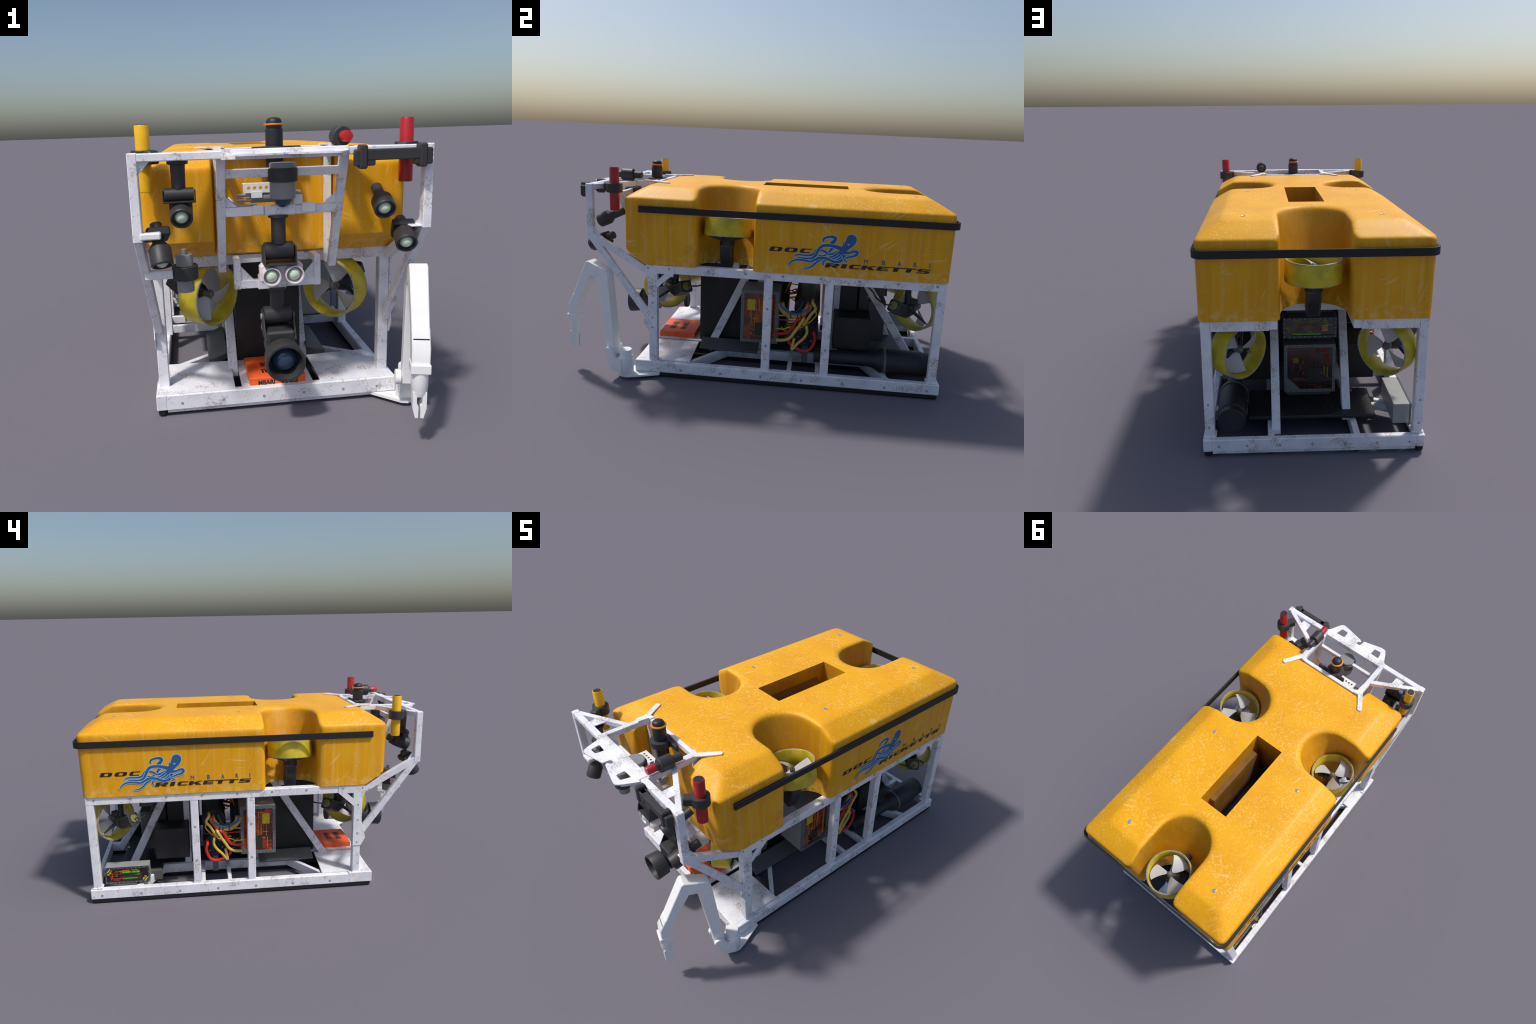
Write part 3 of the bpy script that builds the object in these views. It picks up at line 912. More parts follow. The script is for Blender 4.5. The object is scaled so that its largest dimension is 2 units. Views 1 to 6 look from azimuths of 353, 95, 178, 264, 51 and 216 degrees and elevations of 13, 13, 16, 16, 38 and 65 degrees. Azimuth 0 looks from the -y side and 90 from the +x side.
shared = {}
def thruster(loc, zdir, ydir, spin, upright):
    z, y = Vector(zdir).normalized(), Vector(ydir).normalized()
    x = y.cross(z)
    m = Matrix((x, y, z)).transposed().to_4x4(); m.translation = loc
    def get(key, mats, fn):
        if key not in shared:
            bm = bmesh.new(); fn(bm)
            o = finish(bm, key, None, mats, 40)
            shared[key] = o.data
            bpy.data.objects.remove(o)
        return shared[key]
    t = link(get('thruster_shroud', ['shroud', 'rim'], ring), "thruster", root)
    t.matrix_local = m
    h = link(get('propeller_hub', 'hub', hub), "propeller_hub", t)
    for i in range(3):
        b = link(get('propeller_blade', 'blade', lambda bm: blade(bm, 0)), "propeller_blade", t)
        b.matrix_local = Matrix.Rotation(math.radians(spin + 120 * i), 4, 'Z')
    link(get('motor_v' if upright else 'motor', 'cast', motor_v if upright else motor), "thruster_motor", t)
    link(get('motor_plug', 'olive', plugs), "motor_plug", t)
    link(get('motor_fitting', 'steel', fittings), "motor_fitting", t, True)
    return m

q = math.sqrt(.5)
for s in (-1, 1):
    m = thruster((s * .252, -.4945, .452), (-s * q, -q, 0), (0, 0, 1), 70 if s > 0 else 98, False)
    e = m @ Vector((0, .046, -.216))
    cab = [e, e + Vector((s * .004, .03, -.001)), e + Vector((-s * .03, .07, .0)), e + Vector((-s * .09, .10, .02)), e + Vector((-s * .15, .12, .10))]
    one("motor_cable", root, 'c_black', lambda bm: add_cable(bm, cab, .0042))
    m = thruster((s * .319, .862, .446), (-s * q, q, 0), (0, 0, 1), 0 if s > 0 else 68, False)
    e = m @ Vector((0, .046, -.216))
    cab = [e, e + Vector((s * .003, -.03, .0)), Vector((s * .40, .640, .498)), Vector((s * .385, .620, .525)), Vector((s * .36, .580, .553)), Vector((s * .30, .53, .548)), Vector((s * .24, .49, .60))]
    one("motor_cable", root, 'c_black', lambda bm: add_cable(bm, cab, .0042))
    t = math.radians(9)               # the lift thrusters lean in, like the wells they sit in
    ax = Vector((-s * math.sin(t), 0, math.cos(t)))
    thruster(Vector((s * .347, -.1455, .832)) - ax * .021, ax, Vector((-s * math.cos(t), 0, -math.sin(t))), 75 if s > 0 else 205, True)
thruster((0, .860, .801), (0, 0, 1), (0, -1, 0), 80, True)
box("thruster_mount", root, 'box', (-.045, .66, .625), (.055, .735, .680), .004)

# ------------------------------------------------------------------ electronics inside the frame
core = box("electronics_core", root, 'box', (-.141, -.332, .095), (.141, .172, .614), .003)
def cans(bm):
    for z, r in ((.395, .068), (.245, .066)):
        add_cyl(bm, (-.335, .2885, z), (.335, .2885, z), r, 36, .003)
can = one("pressure_cylinder", root, 'box', cans)
for s in (-1, 1):
    box("cylinder_foot", can, 'slab', (s * .30, .272, .082), (s * .33, .305, .185), .001)
def can_bolts(bm):
    for s in (-1, 1):
        for k in range(6):
            a = math.radians(k * 60 + 15)
            disc(bm, (s * .335, .2885 + .043 * math.cos(a), .245 + .043 * math.sin(a)), (s, 0, 0), .0045, .002)
one("end_cap_bolt", can, 'steel', can_bolts, stuff=True)

def window_box(name, lo, hi, face, board, frame_mat, rim, chips, corner=None, body='grey'):
    """housing with a bolted frame and a recessed board on one face; face = 'x+','x-','y+'"""
    lo, hi = Vector(lo), Vector(hi)
    o = box(name, root, body, lo, hi, .002)
    if face[0] == 'x':
        s = 1 if face[1] == '+' else -1
        w, h = hi.y - lo.y, hi.z - lo.z
        X = hi.x if s > 0 else lo.x
        # local: u along the reading direction, v up, n outwards
        m = Matrix(((0, 0, s, X), (s, 0, 0, lo.y if s > 0 else hi.y), (0, 1, 0, lo.z), (0, 0, 0, 1)))
    else:
        w, h = hi.x - lo.x, hi.z - lo.z
        m = Matrix(((-1, 0, 0, hi.x), (0, 0, 1, hi.y), (0, 1, 0, lo.z), (0, 0, 0, 1)))
    r = rim
    c = corner or {}
    inner = []
    for k, (u, v, du, dv) in enumerate(((r, r, 1, 1), (w - r, r, -1, 1), (w - r, h - r, -1, -1), (r, h - r, 1, -1))):
        d = c.get(k, 0)
        if d:
            a, b = (u, v + dv * d), (u + du * d, v)
            inner += [a, b] if k in (0, 2) else [b, a]
        else:
            inner.append((u, v))
    bm = bmesh.new()
    add_prism(bm, [(0, 0), (w, 0), (w, h), (0, h)], 'z', .0005, .008, holes=[inner])
    bmesh.ops.transform(bm, matrix=m, verts=bm.verts)
    finish(bm, "window_frame", o, frame_mat)
    bm = bmesh.new()
    add_box(bm, (-(w - 1.2 * r) / 2, -(h - 1.2 * r) / 2, -.0005), ((w - 1.2 * r) / 2, (h - 1.2 * r) / 2, .0015), 0)
    b = finish(bm, "circuit_board", o, board)
    b.matrix_local = m @ Matrix.Translation((w / 2, h / 2, .0005))
    for mat, lst in chips.items():
        bm = bmesh.new()
        for (u, v, du, dv, t) in lst:
            add_box(bm, (u * w, v * h, .0015), ((u + du) * w, (v + dv) * h, .0022 + t), .0004)
        bmesh.ops.transform(bm, matrix=m, verts=bm.verts)
        finish(bm, "circuit_component", o, mat, stuff=True)
    bm = bmesh.new()
    nu, nv = max(3, int(w / .024)), max(3, int(h / .024))
    for i in range(nu + 1):
        for v in (r / 2, h - r / 2):
            disc(bm, m @ Vector((r / 2 + (w - r) * i / nu, v, .008)), m.to_3x3() @ Vector((0, 0, 1)), .0024, .0008)
    for j in range(1, nv):
        for u in (r / 2, w - r / 2):
            disc(bm, m @ Vector((u, r / 2 + (h - r) * j / nv, .008)), m.to_3x3() @ Vector((0, 0, 1)), .0024, .0008)
    finish(bm, "window_bolt", o, 'dark' if frame_mat == 'wframe' else 'steel', stuff=True)
    return o

rng = random.Random(3)
def traces(n, u0, u1, v0, v1, vertical=0.6):
    out = []
    for i in range(n):
        u, v = rng.uniform(u0, u1), rng.uniform(v0, v1)
        L = rng.uniform(.06, .26)
        if rng.random() < vertical:
            out.append((u, v, .012, min(L, v1 - v + .04), rng.uniform(0, .0012)))
        else:
            out.append((u, v, min(L, u1 - u + .04), .009, rng.uniform(0, .0012)))
    return out

for s in (-1, 1):
    # left-hand board is mirrored so that both read fore-to-aft alike
    mir = (lambda L: L) if s > 0 else (lambda L: [(1 - u - du, v, du, dv, t) for u, v, du, dv, t in L])
    ch = {'chip_y': mir([(.17, .62, .21, .21, .005)] + traces(7, .2, .6, .1, .5)),
          'chip_o': mir(traces(26, .2, .8, .1, .86) + [(.40, .40, .02, .44, .001), (.47, .38, .02, .46, .001), (.78, .2, .05, .66, .003), (.55, .50, .07, .30, .002)]),
          'chip_d': mir([(.38, .14, .22, .24, .003)]),
          'chip_r': mir(traces(10, .2, .75, .15, .8))}
    lo, hi = (.185, -.063, .191), (.352, .139, .482)
    if s < 0:
        lo, hi = (-.352, -.063, .191), (-.185, .139, .482)
    window_box("side_electronics", lo, hi, 'x+' if s > 0 else 'x-', 'pcb_o', 'wframe', .017, ch, corner={1: .022} if s > 0 else {0: .022})
    slab = beam("side_slab", root, 'slab', (s * .219, -.307, .107), (s * .219, .023, .104), .092, .012, .002, up=(s * .42, 0, 1))
    box("ballast_box", root, 'box', (s * .165, .437, .172), (s * .318, .631, .355), .003)
box("equipment_stack", root, 'box', (-.185, .465, .30), (.185, .560, .612), .003)

ch = {'dark': [(.45, .2, .3, .3, .001)], 'dim_o': traces(16, .1, .4, .2, .7) + traces(14, .35, .85, .08, .85),
      'dim_y': [(.17, .61, .11, .12, .002), (.77, .34, .03, .2, .002), (.83, .30, .03, .22, .002)] + [(a, b, .03, .03, .002) for a in (.36, .72) for b in (.38, .62)],
      'dim_r': [(.62, .84, .26, .06, .002), (.76, .60, .12, .2, .001)]}
window_box("rear_electronics", (-.118, .630, .155), (.119, .719, .395), 'y+', 'pcb_r', 'wframe', .014, ch, corner={0: .06}, body='slab')
ch = {'dim_y': [(.05, .2, .08, .35, .002), (.2, .72, .5, .04, .001)] + traces(24, .2, .72, .25, .7, .2),
      'chip_g': [(.2, .13, .5, .07, .002), (.72, .3, .12, .3, .001)], 'chip_r': [(.72, .33, .07, .2, .003), (.81, .38, .03, .13, .003)],
      'dim_o': traces(20, .2, .7, .25, .7, .5)}
window_box("rear_electronics", (-.1205, .640, .430), (.1225, .719, .527), 'y+', 'pcb_g', 'wdark', .010, ch, corner={0: .03, 2: .03}, body='slab')
box("rear_electronics_stand", root, 'slab', (-.105, .575, .10), (.105, .660, .60), .003)

tray = box("tool_tray", root, 'dark', (-.29, .600, .083), (.29, .846, .102), .006)
def tray_flecks(bm):
    r = random.Random(5)
    for i in range(34):
        x, y = r.uniform(-.26, .26), r.uniform(.68, .835)
        add_cyl(bm, (x, y, .1015), (x, y, .1026), .003, 8, 0)
one("tray_rivet", tray, 'hub', tray_flecks, stuff=True)
box("tray_flap", tray, 'slab', (-.312, .602, .040), (-.291, .690, .100), .002)

# stern bottle (starboard)
bx, bz = .356, .142
bottle = lathe("stern_bottle", root, 'dark', (bx, .338, bz), (bx, 1, bz),
               [(0, .034), (.002, .0365), (.29, .0375), (.32, .042), (.352, .063), (.360, .065), (.558, .065), (.566, .062), (.568, .0595), (.600, .0595), (.603, .056)], 36)
lathe("bottle_clamp", bottle, 'slab', (bx, .703, bz), (bx, 1, bz), [(0, .0640), (.0005, .0685), (.0135, .0685), (.014, .0640)], 36)
box("bottle_saddle", bottle, 'white', (bx - .022, .699, .06), (bx + .03, .719, .088), .002)

# stern electronics box (port)
ch = {'chip_y': [(.04, .62, .10, .10, .003), (.05, .52, .05, .2, .003), (.84, .16, .1, .1, .003), (.88, .12, .05, .25, .003)] + traces(10, .4, .75, .2, .6, .2),
      'chip_g': [(.38, .62, .2, .1, .003), (.60, .62, .18, .1, .003), (.42, .24, .3, .05, .001)], 'chip_o': [(.38, .76, .18, .06, .002), (.58, .78, .18, .06, .002)] + traces(18, .08, .4, .15, .8),
      'chip_d': [(.40, .18, .42, .42, .0005)], 'chip_r': traces(12, .08, .38, .15, .8)}
window_box("stern_electronics", (-.4245, .663, .092), (-.352, .907, .187), 'x-', 'pcb_r', 'wdark', .009, ch, corner={3: .028, 1: .028})
def chevrons(bm):
    x = -.4335
    add_beam(bm, (x, .896, .158), (x, .878, .178), .006, .002, .0003, up=(1, 0, 0))
    add_beam(bm, (x, .888, .150), (x, .868, .173), .003, .002, .0003, up=(1, 0, 0))
    add_beam(bm, (x, .692, .100), (x, .674, .120), .006, .002, .0003, up=(1, 0, 0))
    add_beam(bm, (x, .702, .105), (x, .681, .129), .003, .002, .0003, up=(1, 0, 0))
one("warning_stripe", root, 'chevron', chevrons)

# ------------------------------------------------------------------ cable harness (mirrored port and starboard)
CAB = [
 ('c_bundle', .0185, .364, [(.150, .425), (.155, .400), (.172, .377), (.203, .359), (.240, .360), (.273, .378), (.296, .408), (.299, .428)]),
 ('c_blue', .0055, .3835, [(.150, .424), (.158, .405), (.180, .389), (.210, .376), (.252, .378), (.280, .396), (.304, .416)]),
 ('c_red', .0045, .385, [(.290, .449), (.297, .428), (.293, .389), (.270, .356), (.242, .340)]),
 ('c_red', .0085, .380, [(.262, .352), (.242, .340), (.223, .303), (.199, .270), (.170, .259), (.130, .254)]),
 ('c_yellow', .0080, .382, [(.317, .443), (.334, .409), (.314, .381), (.292, .344), (.272, .316)]),
 ('c_yellow', .0085, .392, [(.274, .352), (.248, .305), (.228, .273), (.209, .244), (.180, .228), (.135, .223)]),
 ('c_yellow', .0080, .378, [(.292, .304), (.296, .274), (.281, .241), (.249, .207), (.221, .171), (.225, .209), (.230, .237)]),
 ('c_red', .0090, .374, [(.332, .272), (.340, .241), (.330, .200), (.306, .171), (.268, .168), (.224, .191), (.202, .212), (.209, .244)]),
 ('c_thin', .0040, .372, [(.130, .283), (.169, .281), (.202, .295), (.257, .295), (.285, .317), (.313, .337), (.338, .370), (.334, .396)]),
 ('c_thin', .0038, .362, [(.130, .353), (.178, .353), (.225, .344), (.255, .333)]),
 ('c_red', .0034, .362, [(.130, .328), (.183, .329), (.217, .325)]),
 ('c_black', .0070, .366, [(.335, .365), (.324, .350), (.298, .309), (.261, .293), (.225, .300)]),
 ('c_black', .0080, .374, [(.265, .443), (.254, .412), (.235, .384), (.205, .380)]),
]
for s in (-1, 1):
    for mat, r, x, pts in CAB:
        P = [(s * (x - .006), y, z) for y, z in pts]
        if pts[0][0] > .25 and mat != 'c_red' or r == .009:
            P = [(s * .330, pts[0][0], pts[0][1] + .003)] + P
        one("cable", root, mat, lambda bm: add_cable(bm, P, r, 10, 8))
    r2 = random.Random(11)
    for k in range(7):                       # finer leads weaving behind the bundle
        y0, z0 = r2.uniform(.25, .34), r2.uniform(.36, .45)
        y1, z1 = r2.uniform(.14, .30), r2.uniform(.20, .30)
        mx = r2.uniform(.343, .352)
        P2 = [(s * .33, y0, z0), (s * mx, y0 + r2.uniform(-.01, .02), z0 - .03), (s * (mx + .006), (y0 + y1) / 2 + r2.uniform(-.03, .04), (z0 + z1) / 2 - r2.uniform(0, .04)), (s * mx, y1 + .03, z1 - r2.uniform(-.01, .03)), (s * .335, y1, z1)]
        one("cable", root, ('c_black', 'c_thin', 'c_black', 'c_black', 'c_red')[k % 5], lambda bm: add_cable(bm, P2, r2.choice((.003, .0035, .0045)), 8, 8))
    def ties(bm):
        for y, z in ((.205, .361), (.241, .362), (.259, .371)):
            add_lathe(bm, (s * .361, y - .003, z), (s * .361, y + .003, z + .001), [(0, .0172), (.0005, .0188), (.0055, .0188), (.006, .0172)], 16)
    one("cable_tie", root, 'c_black', ties, stuff=True)
    def loom(bm):
        add_cable(bm, [(s * .10, .19, .58), (s * .16, .20, .52), (s * .18, .175, .47), (s * .15, .16, .42)], .0045)
    one("cable", root, 'c_thin', loom)
    one("cable", root, 'c_red', lambda bm: add_cable(bm, [(s * .11, .20, .59), (s * .17, .20, .53), (s * .19, .18, .45)], .004))

# ------------------------------------------------------------------ orange block on the bow deck
block = box("orange_block", root, 'orange', (-.112, -.581, .0862), (.112, -.370, .1175), .002)
for txt, yc in (("MBARI", -.520), ("MARS", -.456)):
    bm = place(text_mesh(txt, .112, .036, 0, .035), Matrix(((-1, 0, 0, .056), (0, -1, 0, yc + .017), (0, 0, 1, .1177), (0, 0, 0, 1))))
    finish(bm, "block_lettering", block, 'ink')
for txt, x, w in (("MBARI", -.078, .066), ("MARS", .016, .066)):
    bm = place(text_mesh(txt, w, .020, 0, .035), Matrix(((1, 0, 0, x), (0, 0, -1, -.5812), (0, 1, 0, .0868), (0, 0, 0, 1))))
    finish(bm, "block_lettering", block, 'ink')

# ------------------------------------------------------------------ lamps, cameras and sonar
def lamp(name, tail, lens, clamp=None, r=.0365, white=False):
    tail, lens = Vector(tail), Vector(lens)
    d = (lens - tail).normalized()
    L = (lens - tail).length + .012
    o = lathe(name, root, 'black', tail, lens, [(0, .0175), (.002, .0195), (L - .082, .0200), (L - .058, r), (L - .004, r), (L, r - .003), (L, r - .006), (L - .012, r - .009), (L - .016, .0)], 30)
    bm = bmesh.new()
    bmesh.ops.create_uvsphere(bm, u_segments=20, v_segments=12, radius=.0235, matrix=Matrix.Translation(tail + d * (L - .020)))
    finish(bm, "lamp_lens", o, 'lens', 60)
    if clamp:
        m, _ = frame_of(tail, lens)
        bm = bmesh.new()
        add_box(bm, (-.038, -.032, clamp), (.038, .032, clamp + .032), .005, m)
        finish(bm, "lamp_clamp", o, 'dark')
    return o
lamp("lamp", W(.3275, -.7045, .8640), W(.3136, -.8290, .8080))
lamp("lamp", W(.4085, -.728, .7505), W(.3850, -.846, .6925), .040)
lamp("lamp", W(-.3577, -.712, .8505), W(-.3565, -.819, .8075), .030)
lamp("lamp", W(-.4425, -.7755, .785), W(-.4265, -.842, .668), .022)
box("lamp_bracket", bow, 'arm', W(.4050, -.838, .7395), W(.4575, -.778, .7455), .002)
box("lamp_bracket", bow, 'arm', W(.4520, -.815, .700), W(.4575, -.775, .740), .001)
box("lamp_bracket", bow, 'arm', W(-.4895, -.853, .744), W(-.4240, -.805, .766), .004)
# hanging tilt head of the upper port lamp
head = lathe("tilt_head", root, 'black', W(-.3605, -.790, .985), W(-.3605, -.790, .8), [(0, .034), (.010, .034), (.013, .024), (.10, .022), (.105, .020)], 26)
cyl("tilt_barrel", head, 'black', W(-.407, -.797, .8795), W(-.313, -.797, .8795), .0205)
box("tilt_yoke", head, 'dark', W(-.412, -.815, .852), W(-.308, -.775, .858), .001)
for s in (-1, 1):
    box("tilt_yoke", head, 'dark', W(-.3600 + s * .0505 - .002, -.812, .852), W(-.3600 + s * .0505 + .002, -.780, .892), .001)
box("tilt_link", head, 'dark', W(-.392, -.800, .800), W(-.324, -.760, .856), .006)

# grey camera on the port lower strut
cam = lathe("grey_camera", root, 'grey2', W(-.357, -.724, .535), W(-.357, -.724, 1), [(0, .027), (.002, .0295), (.129, .0295), (.131, .0285), (.131, .009), (.149, .009), (.150, .008)], 28)
lathe("camera_clamp", cam, 'black', W(-.357, -.724, .580), W(-.357, -.724, 1), [(0, .043), (.002, .045), (.046, .045), (.048, .043)], 30)
box("camera_arm", cam, 'white', W(-.492, -.750, .588), W(-.398, -.722, .617), .002)

# central camera with downward dome
cam = lathe("dome_camera", root, 'grey2', W(-.0185, -.769, .966), W(-.0185, -.769, 0), [(0, .041), (.002, .0435), (.100, .0435), (.116, .0425), (.118, .041)], 36)
lathe("camera_band", cam, 'black', W(-.0185, -.769, .9495), W(-.0185, -.769, 0), [(0, .0435), (.002, .0505), (.043, .0505), (.045, .0485)], 36)
bm = bmesh.new()
bmesh.ops.create_uvsphere(bm, u_segments=28, v_segments=16, radius=.0315, matrix=Matrix.Translation(W(-.0185, -.769, .849)))
finish(bm, "camera_dome", cam, 'glass', 60)

# perforated angle and twin-nozzle cylinder behind it
def angle(bm):
    def circ(x, z):
        return [(x + .0060 * math.cos(k * math.pi / 6), z + .0060 * math.sin(k * math.pi / 6)) for k in range(12)]
    def rect(lo, hi, zz):
        return [(lo, zz[0]), (hi, zz[0]), (hi, zz[1]), (lo, zz[1])]
    xs = [-.104 + i * .0205 for i in range(6)]
    add_prism(bm, rect(-.124, .014, (.862, .894)), 'y', -.698, -.695, holes=[circ(x, .879) for x in xs])
    add_prism(bm, [(-.124, -.695), (.014, -.695), (.014, -.655), (-.124, -.655)], 'z', .8905, .8935, holes=[circ(x, -.676) for x in xs])
    add_box(bm, (-.096, -.700, .845), (-.058, -.697, .866), 0)
ang = one("perforated_angle", root, 'arm', angle)
lathe("nozzle_cylinder", ang, 'grey2', (-.097, -.676, .845), (1, -.676, .845), [(0, .018), (.001, .020), (.175, .020), (.178, .017)], 24)
for dz in (.009, -.009):
    lathe("nozzle", ang, 'steel', (-.147, -.680, .845 + dz), (1, -.680, .845 + dz), [(0, .002), (.018, .0065), (.055, .0065)], 14)
one("probe_rod", ang, 'steel', lambda bm: add_cable(bm, [(-.176, -.70, .850), (-.150, -.72, .826), (-.145, -.72, .823), (-.08, -.72, .824)], .0035, per=3))
box("rod_clamp", ang, 'arm', (-.098, -.757, .792), (-.060, -.746, .826), .004)
box("rod_clamp", ang, 'arm', (.068, -.757, .794), (.118, -.746, .828), .004)
box("rod_clamp", ang, 'arm', (.040, -.748, .822), (.074, -.735, .856), .003)
cyl("indicator_plug", ang, 'c_blue', (-.008, -.685, .898), (.004, -.700, .910), .006, n=12)
cyl("indicator_plug", ang, 'oring', (-.020, -.680, .893), (-.008, -.688, .902), .006, n=12)

# scanning sonar
sc = (-.021, -.630)
son = lathe("scanning_sonar", root, 'dark', W(*sc, .895), W(*sc, 2), [(0, .028), (.002, .031), (.178, .031), (.181, .028), (.198, .028), (.206, .0275), (.212, .025), (.217, .019), (.2195, .009), (.2195, 0)], 32)
lathe("sonar_ring", son, 'oring', W(*sc, 1.0865), W(*sc, 2), [(0, .0285), (.001, .0355), (.0025, .0365), (.005, .0365), (.0065, .0355), (.0075, .0285)], 32)
lathe("sonar_collar", son, 'black', W(*sc, .982), W(*sc, 2), [(0, .047), (.002, .049), (.032, .049), (.034, .047)], 32)
box("sonar_bracket", son, 'black', W(-.100, -.611, .984), W(.080, -.596, 1.0155), .004)
box("sonar_bracket", son, 'black', W(-.050, -.63, .984), W(.012, -.600, 1.012), .006)

# pan and tilt head that carries the twin lamps
px, py = -.030, -.735
pt = lathe("pan_tilt_head", root, 'black', W(px, py, .789), W(px, py, 0), [(0, .035), (.008, .035), (.013, .0255), (.10, .0255)], 28)
cyl("tilt_barrel", pt, 'black', W(px - .052, py, .663), W(px + .050, py, .663), .0315, bev=.003)
def yoke(bm, cx, cy, cz, half, drop, dy):
    for s in (-1, 1):
        add_prism(bm, [(cy - .025, cz + .018), (cy + .025, cz + .018), (cy + .034, cz - .012), (cy + dy + .03, cz - drop), (cy + dy - .045, cz - drop), (cy - .036, cz - .008)],
                  'x', cx + s * half - .0025, cx + s * half + .0025)
    add_box(bm, (cx - half, cy + dy - .042, cz - drop), (cx + half, cy + dy + .028, cz - drop + .006), .001)
one("tilt_yoke", pt, 'black', lambda bm: yoke(bm, px - CX, py, .663, .0545, .045, 0))
twin = box("twin_lamp_body", root, 'shade_white', W(-.098, -.735, .545), W(.056, -.690, .616), .010)
for x, z in ((-.0615, .577), (.0194, .580)):
    l = lathe("twin_lamp", twin, 'shade_white', W(x, -.675, z + .004), W(x, -.770, z), [(0, .022), (.006, .028), (.03, .0315), (.092, .0335), (.095, .0325), (.095, .029), (.070, .026), (.070, 0)], 30)
    bm = bmesh.new()
    bmesh.ops.create_uvsphere(bm, u_segments=20, v_segments=12, radius=.0225, matrix=Matrix.Translation(W(x, -.7495, z + .001)))
    finish(bm, "lamp_lens", l, 'lens', 60)

# lower tilt head with the large lens
px, py = -.024, -.630
pt = lathe("tilt_head", root, 'black', W(px, py, .504), W(px, py, 0), [(0, .034), (.010, .034), (.014, .0265), (.10, .0265)], 28)
cyl("tilt_barrel", pt, 'black', W(px - .052, py, .395), W(px + .052, py, .395), .0330, bev=.003)
one("tilt_yoke", pt, 'black', lambda bm: (yoke(bm, px - CX, py, .395, .0560, .075, -.03), add_box(bm, (-.056, -.706, .300), (.050, -.585, .352), .008)))
cyl("tilt_pivot", pt, 'steel', W(px - .064, py, .390), W(px + .064, py, .390), .012, n=18)
a, b = W(-.022, -.440, .285), W(-.022, -.792, .2625)
big = lathe("main_camera", root, 'shade_white', a, b, [(0, .040), (.002, .0425), (.29, .0425), (.30, .040)], 32)
lathe("camera_cap", big, 'black', a, b, [(-.004, .036), (-.004, .0415), (.0, .0435), (.014, .0435), (.015, .0425)], 32)
lathe("camera_sleeve", big, 'black', a, b, [(.170, .0425), (.171, .0540), (.264, .0570), (.266, .0425)], 32)
lathe("lens_hood", big, 'black', a, b, [(.280, .040), (.281, .066), (.283, .068), (.349, .0725), (.353, .0705), (.353, .0625), (.300, .0530), (.298, 0)], 36)
bm = bmesh.new()
d = (b - a).normalized()
bmesh.ops.create_uvsphere(bm, u_segments=28, v_segments=16, radius=.0505, matrix=Matrix.Translation(a + d * .292))
finish(bm, "camera_lens", big, 'glass', 60)

# marker tubes on the shoulders
def marker(name, x, mat, s):
    c = W(x, -.7125, 0)
    o = lathe(name, root, mat, c + Vector((0, 0, .882)), c + Vector((0, 0, 2)), [(0, .022), (.002, .0240), (.213, .0240), (.217, .0220), (.2172, .019)], 28)
    lathe("tube_cap", o, 'dark', c + Vector((0, 0, 1.0975)), c + Vector((0, 0, 2)), [(0, .0195), (.0025, .0195), (.0025, 0)], 28)
    lathe("tube_clamp", o, 'black', c + Vector((0, 0, .974)), c + Vector((0, 0, 2)), [(0, .0385), (.002, .0400), (.043, .0400), (.045, .0385)], 32)
    one("clamp_arm", o, 'black', lambda bm: add_beam(bm, c + Vector((-s * .012, -.020, .9965)), c + Vector((-s * .040, -.058, .9965)), .040, .043, .006))
    return o
marker("red_marker_tube", .4300, 'red', 1)
marker("yellow_marker_tube", -.4700, 'yellow', -1)

# red-tipped pod on the starboard top bar
pz, pxx = 1.0445, .190
pod = lathe("red_tipped_pod", root, 'black', W(pxx, -.648, pz), W(pxx, -2, pz), [(0, .016), (.003, .0185), (.13, .0185)], 26)
lathe("pod_tip", pod, 'red', W(pxx, -.775, pz), W(pxx, -2, pz), [(0, .0185), (.036, .0190), (.041, .0160), (.0425, .010), (.0425, 0)], 26)
lathe("pod_clamp", pod, 'black', W(pxx, -.694, pz), W(pxx, -2, pz), [(0, .028), (.004, .0325), (.060, .0330), (.065, .029)], 30)

# scaling-laser bar on the starboard bow
bar = one("laser_bar", root, 'black', lambda bm: (
    add_box(bm, W(.235, -.884, .968), W(.415, -.856, 1.003), .003),
    add_box(bm, W(.197, -.882, .951), W(.262, -.850, 1.003), .004),
    add_box(bm, W(.392, -.882, .950), W(.452, -.850, 1.003), .004)))
for x in (.2225, .4195):
    box("bar_clamp", bar, 'black', W(x - .0125, -.888, .942), W(x + .0125, -.846, 1.0175), .005)

# ------------------------------------------------------------------ manipulator arm
arm = prism("manipulator_arm", root, 'arm', [(p[0] - CX, p[1]) for p in [(.330, -.572), (.452, -.690), (.475, -.697), (.500, -.686), (.517, -.664), (.524, -.635), (.512, -.590), (.466, -.474), (.40, -.474)]], 'z', .013, .0235)
c = (.4845, -.648)
base = lathe("arm_base", arm, 'arm', W(*c, .0232), W(*c, 1), [(0, .038), (.004, .040), (.088, .040), (.094, .037), (.096, .033), (.098, .032), (.130, .032), (.133, .030)], 32)
# everything above the base lies in one upright plane that swings 15 degrees inwards;
# its parts are laid out as (across, reach, height) and turned into place together
swing = Matrix.Translation(W(.4845, -.648, 0)) @ Matrix.Rotation(math.radians(-15.3), 4, 'Z')
def arm_part(name, parent, mat, fn):
    bm = bmesh.new(); fn(bm)
    bmesh.ops.transform(bm, matrix=swing @ Matrix.Diagonal((1, -1, 1, 1)), verts=bm.verts)
    return finish(bm, name, parent, mat)

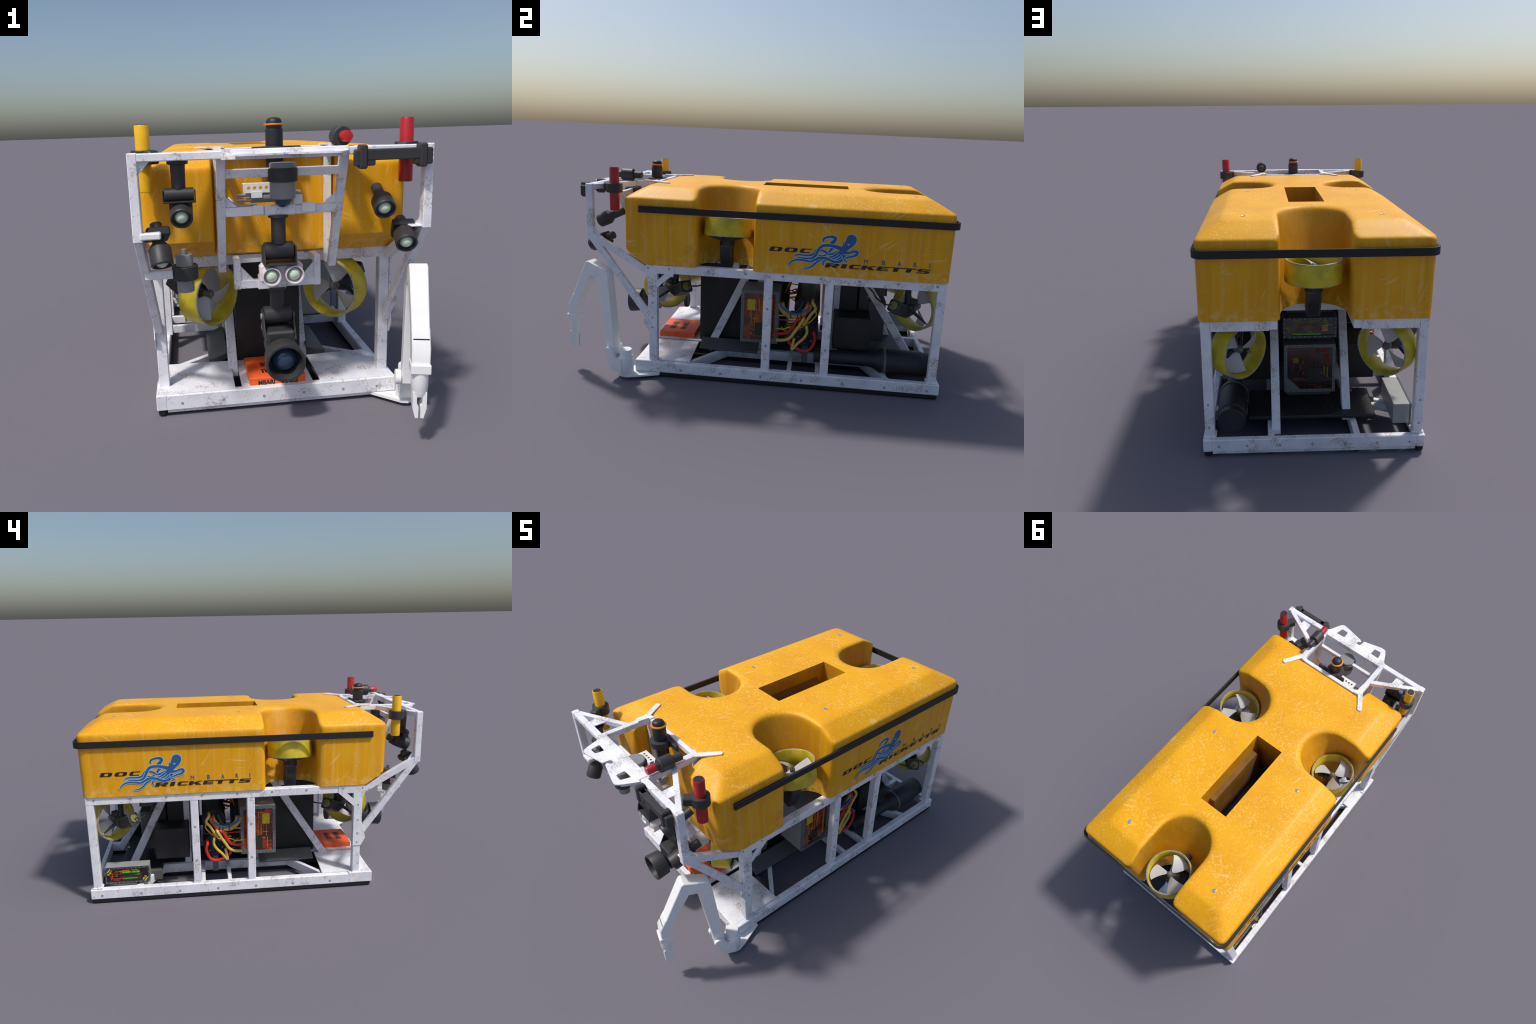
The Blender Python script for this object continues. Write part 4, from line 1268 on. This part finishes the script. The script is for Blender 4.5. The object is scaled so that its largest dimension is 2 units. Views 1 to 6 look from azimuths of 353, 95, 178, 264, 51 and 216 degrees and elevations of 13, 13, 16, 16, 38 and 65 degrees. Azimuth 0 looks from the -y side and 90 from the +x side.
def limb(bm, secs, c=.003):
    """secs: (half width, inner edge (reach, z), outer edge (reach, z)) -> chamfered box limb"""
    prev = None
    for hw, f, b in secs:
        f, b = Vector((0, *f)), Vector((0, *b))
        d = b - f; L = d.length; d.normalize()
        vs = []
        for u, v in ((-hw + c, 0), (hw - c, 0), (hw, c), (hw, L - c), (hw - c, L), (-hw + c, L), (-hw, L - c), (-hw, c)):
            p = f + d * v
            vs.append(bm.verts.new((u, p.y, p.z)))
        if prev:
            for i in range(8):
                bm.faces.new((prev[i], prev[(i + 1) % 8], vs[(i + 1) % 8], vs[i]))
        else:
            bm.faces.new(vs)
        prev = vs
    bm.faces.new(prev)

def shoulder(bm):
    side = [(0, .112), (.040, .112), (.052, .142), (.068, .160), (.084, .165), (.098, .158), (.104, .145), (.062, .045), (.032, .036), (0, .036)]
    add_prism(bm, side, 'x', .0295, .0460)
    add_prism(bm, [(0, .108), (.040, .108), (.098, .135), (.062, .045), (.032, .036), (0, .036)], 'x', -.032, .030)
    add_cyl(bm, (-.052, .078, .138), (-.0295, .078, .138), .029, 28, .003)
arm_part("arm_shoulder", arm, 'arm', shoulder)
arm_part("upper_arm", arm, 'arm', lambda bm: limb(bm, [
    (.0280, (.0985, .120), (.0500, .118)), (.0285, (.0985, .150), (.0480, .148)), (.0285, (.1445, .500), (.0835, .520)), (.0285, (.1475, .517), (.0875, .557)),
    (.0285, (.1505, .5235), (.0935, .571)), (.0285, (.1560, .5275), (.1060, .5805)), (.0285, (.1690, .5325), (.1430, .5925))]))
arm_part("forearm", arm, 'arm', lambda bm: limb(bm, [
    (.0312, (.1680, .5320), (.1420, .5935)), (.0312, (.1850, .5375), (.2060, .6145)), (.0312, (.1880, .5380), (.2170, .6095)), (.0310, (.1905, .5365), (.2275, .5890)), (.0292, (.2710, .4000), (.3072, .4190))]))
arm_part("wrist", arm, 'arm', lambda bm: limb(bm, [
    (.0300, (.2698, .4005), (.3085, .4205)), (.0300, (.2880, .3435), (.3405, .3600)), (.0295, (.2920, .290), (.3435, .290))]))
arm_part("wrist_band", arm, 'arm', lambda bm: add_box(bm, (-.0325, .2885, .273), (.0325, .3510, .3065), .003))
arm_part("wrist_slot", arm, 'dark', lambda bm: add_box(bm, (-.026, .320, .3860), (.026, .3275, .3895), 0))
grip = arm_part("gripper_cuff", arm, 'arm', lambda bm: add_lathe(bm, (0, .320, .274), (0, .321, 0), [(0, .0285), (.052, .0285), (.055, .0275), (.072, .0265), (.085, .022), (.087, .017)], 30))
for s in (-1, 1):
    arm_part("gripper_finger", grip, 'arm', lambda bm: add_prism(bm, [(s * .0230, .205), (s * .0095, .205), (s * .0090, .162), (s * .0030, .154), (s * .0040, .113), (s * .0135, .112), (s * .0230, .148)], 'y', .300, .341))
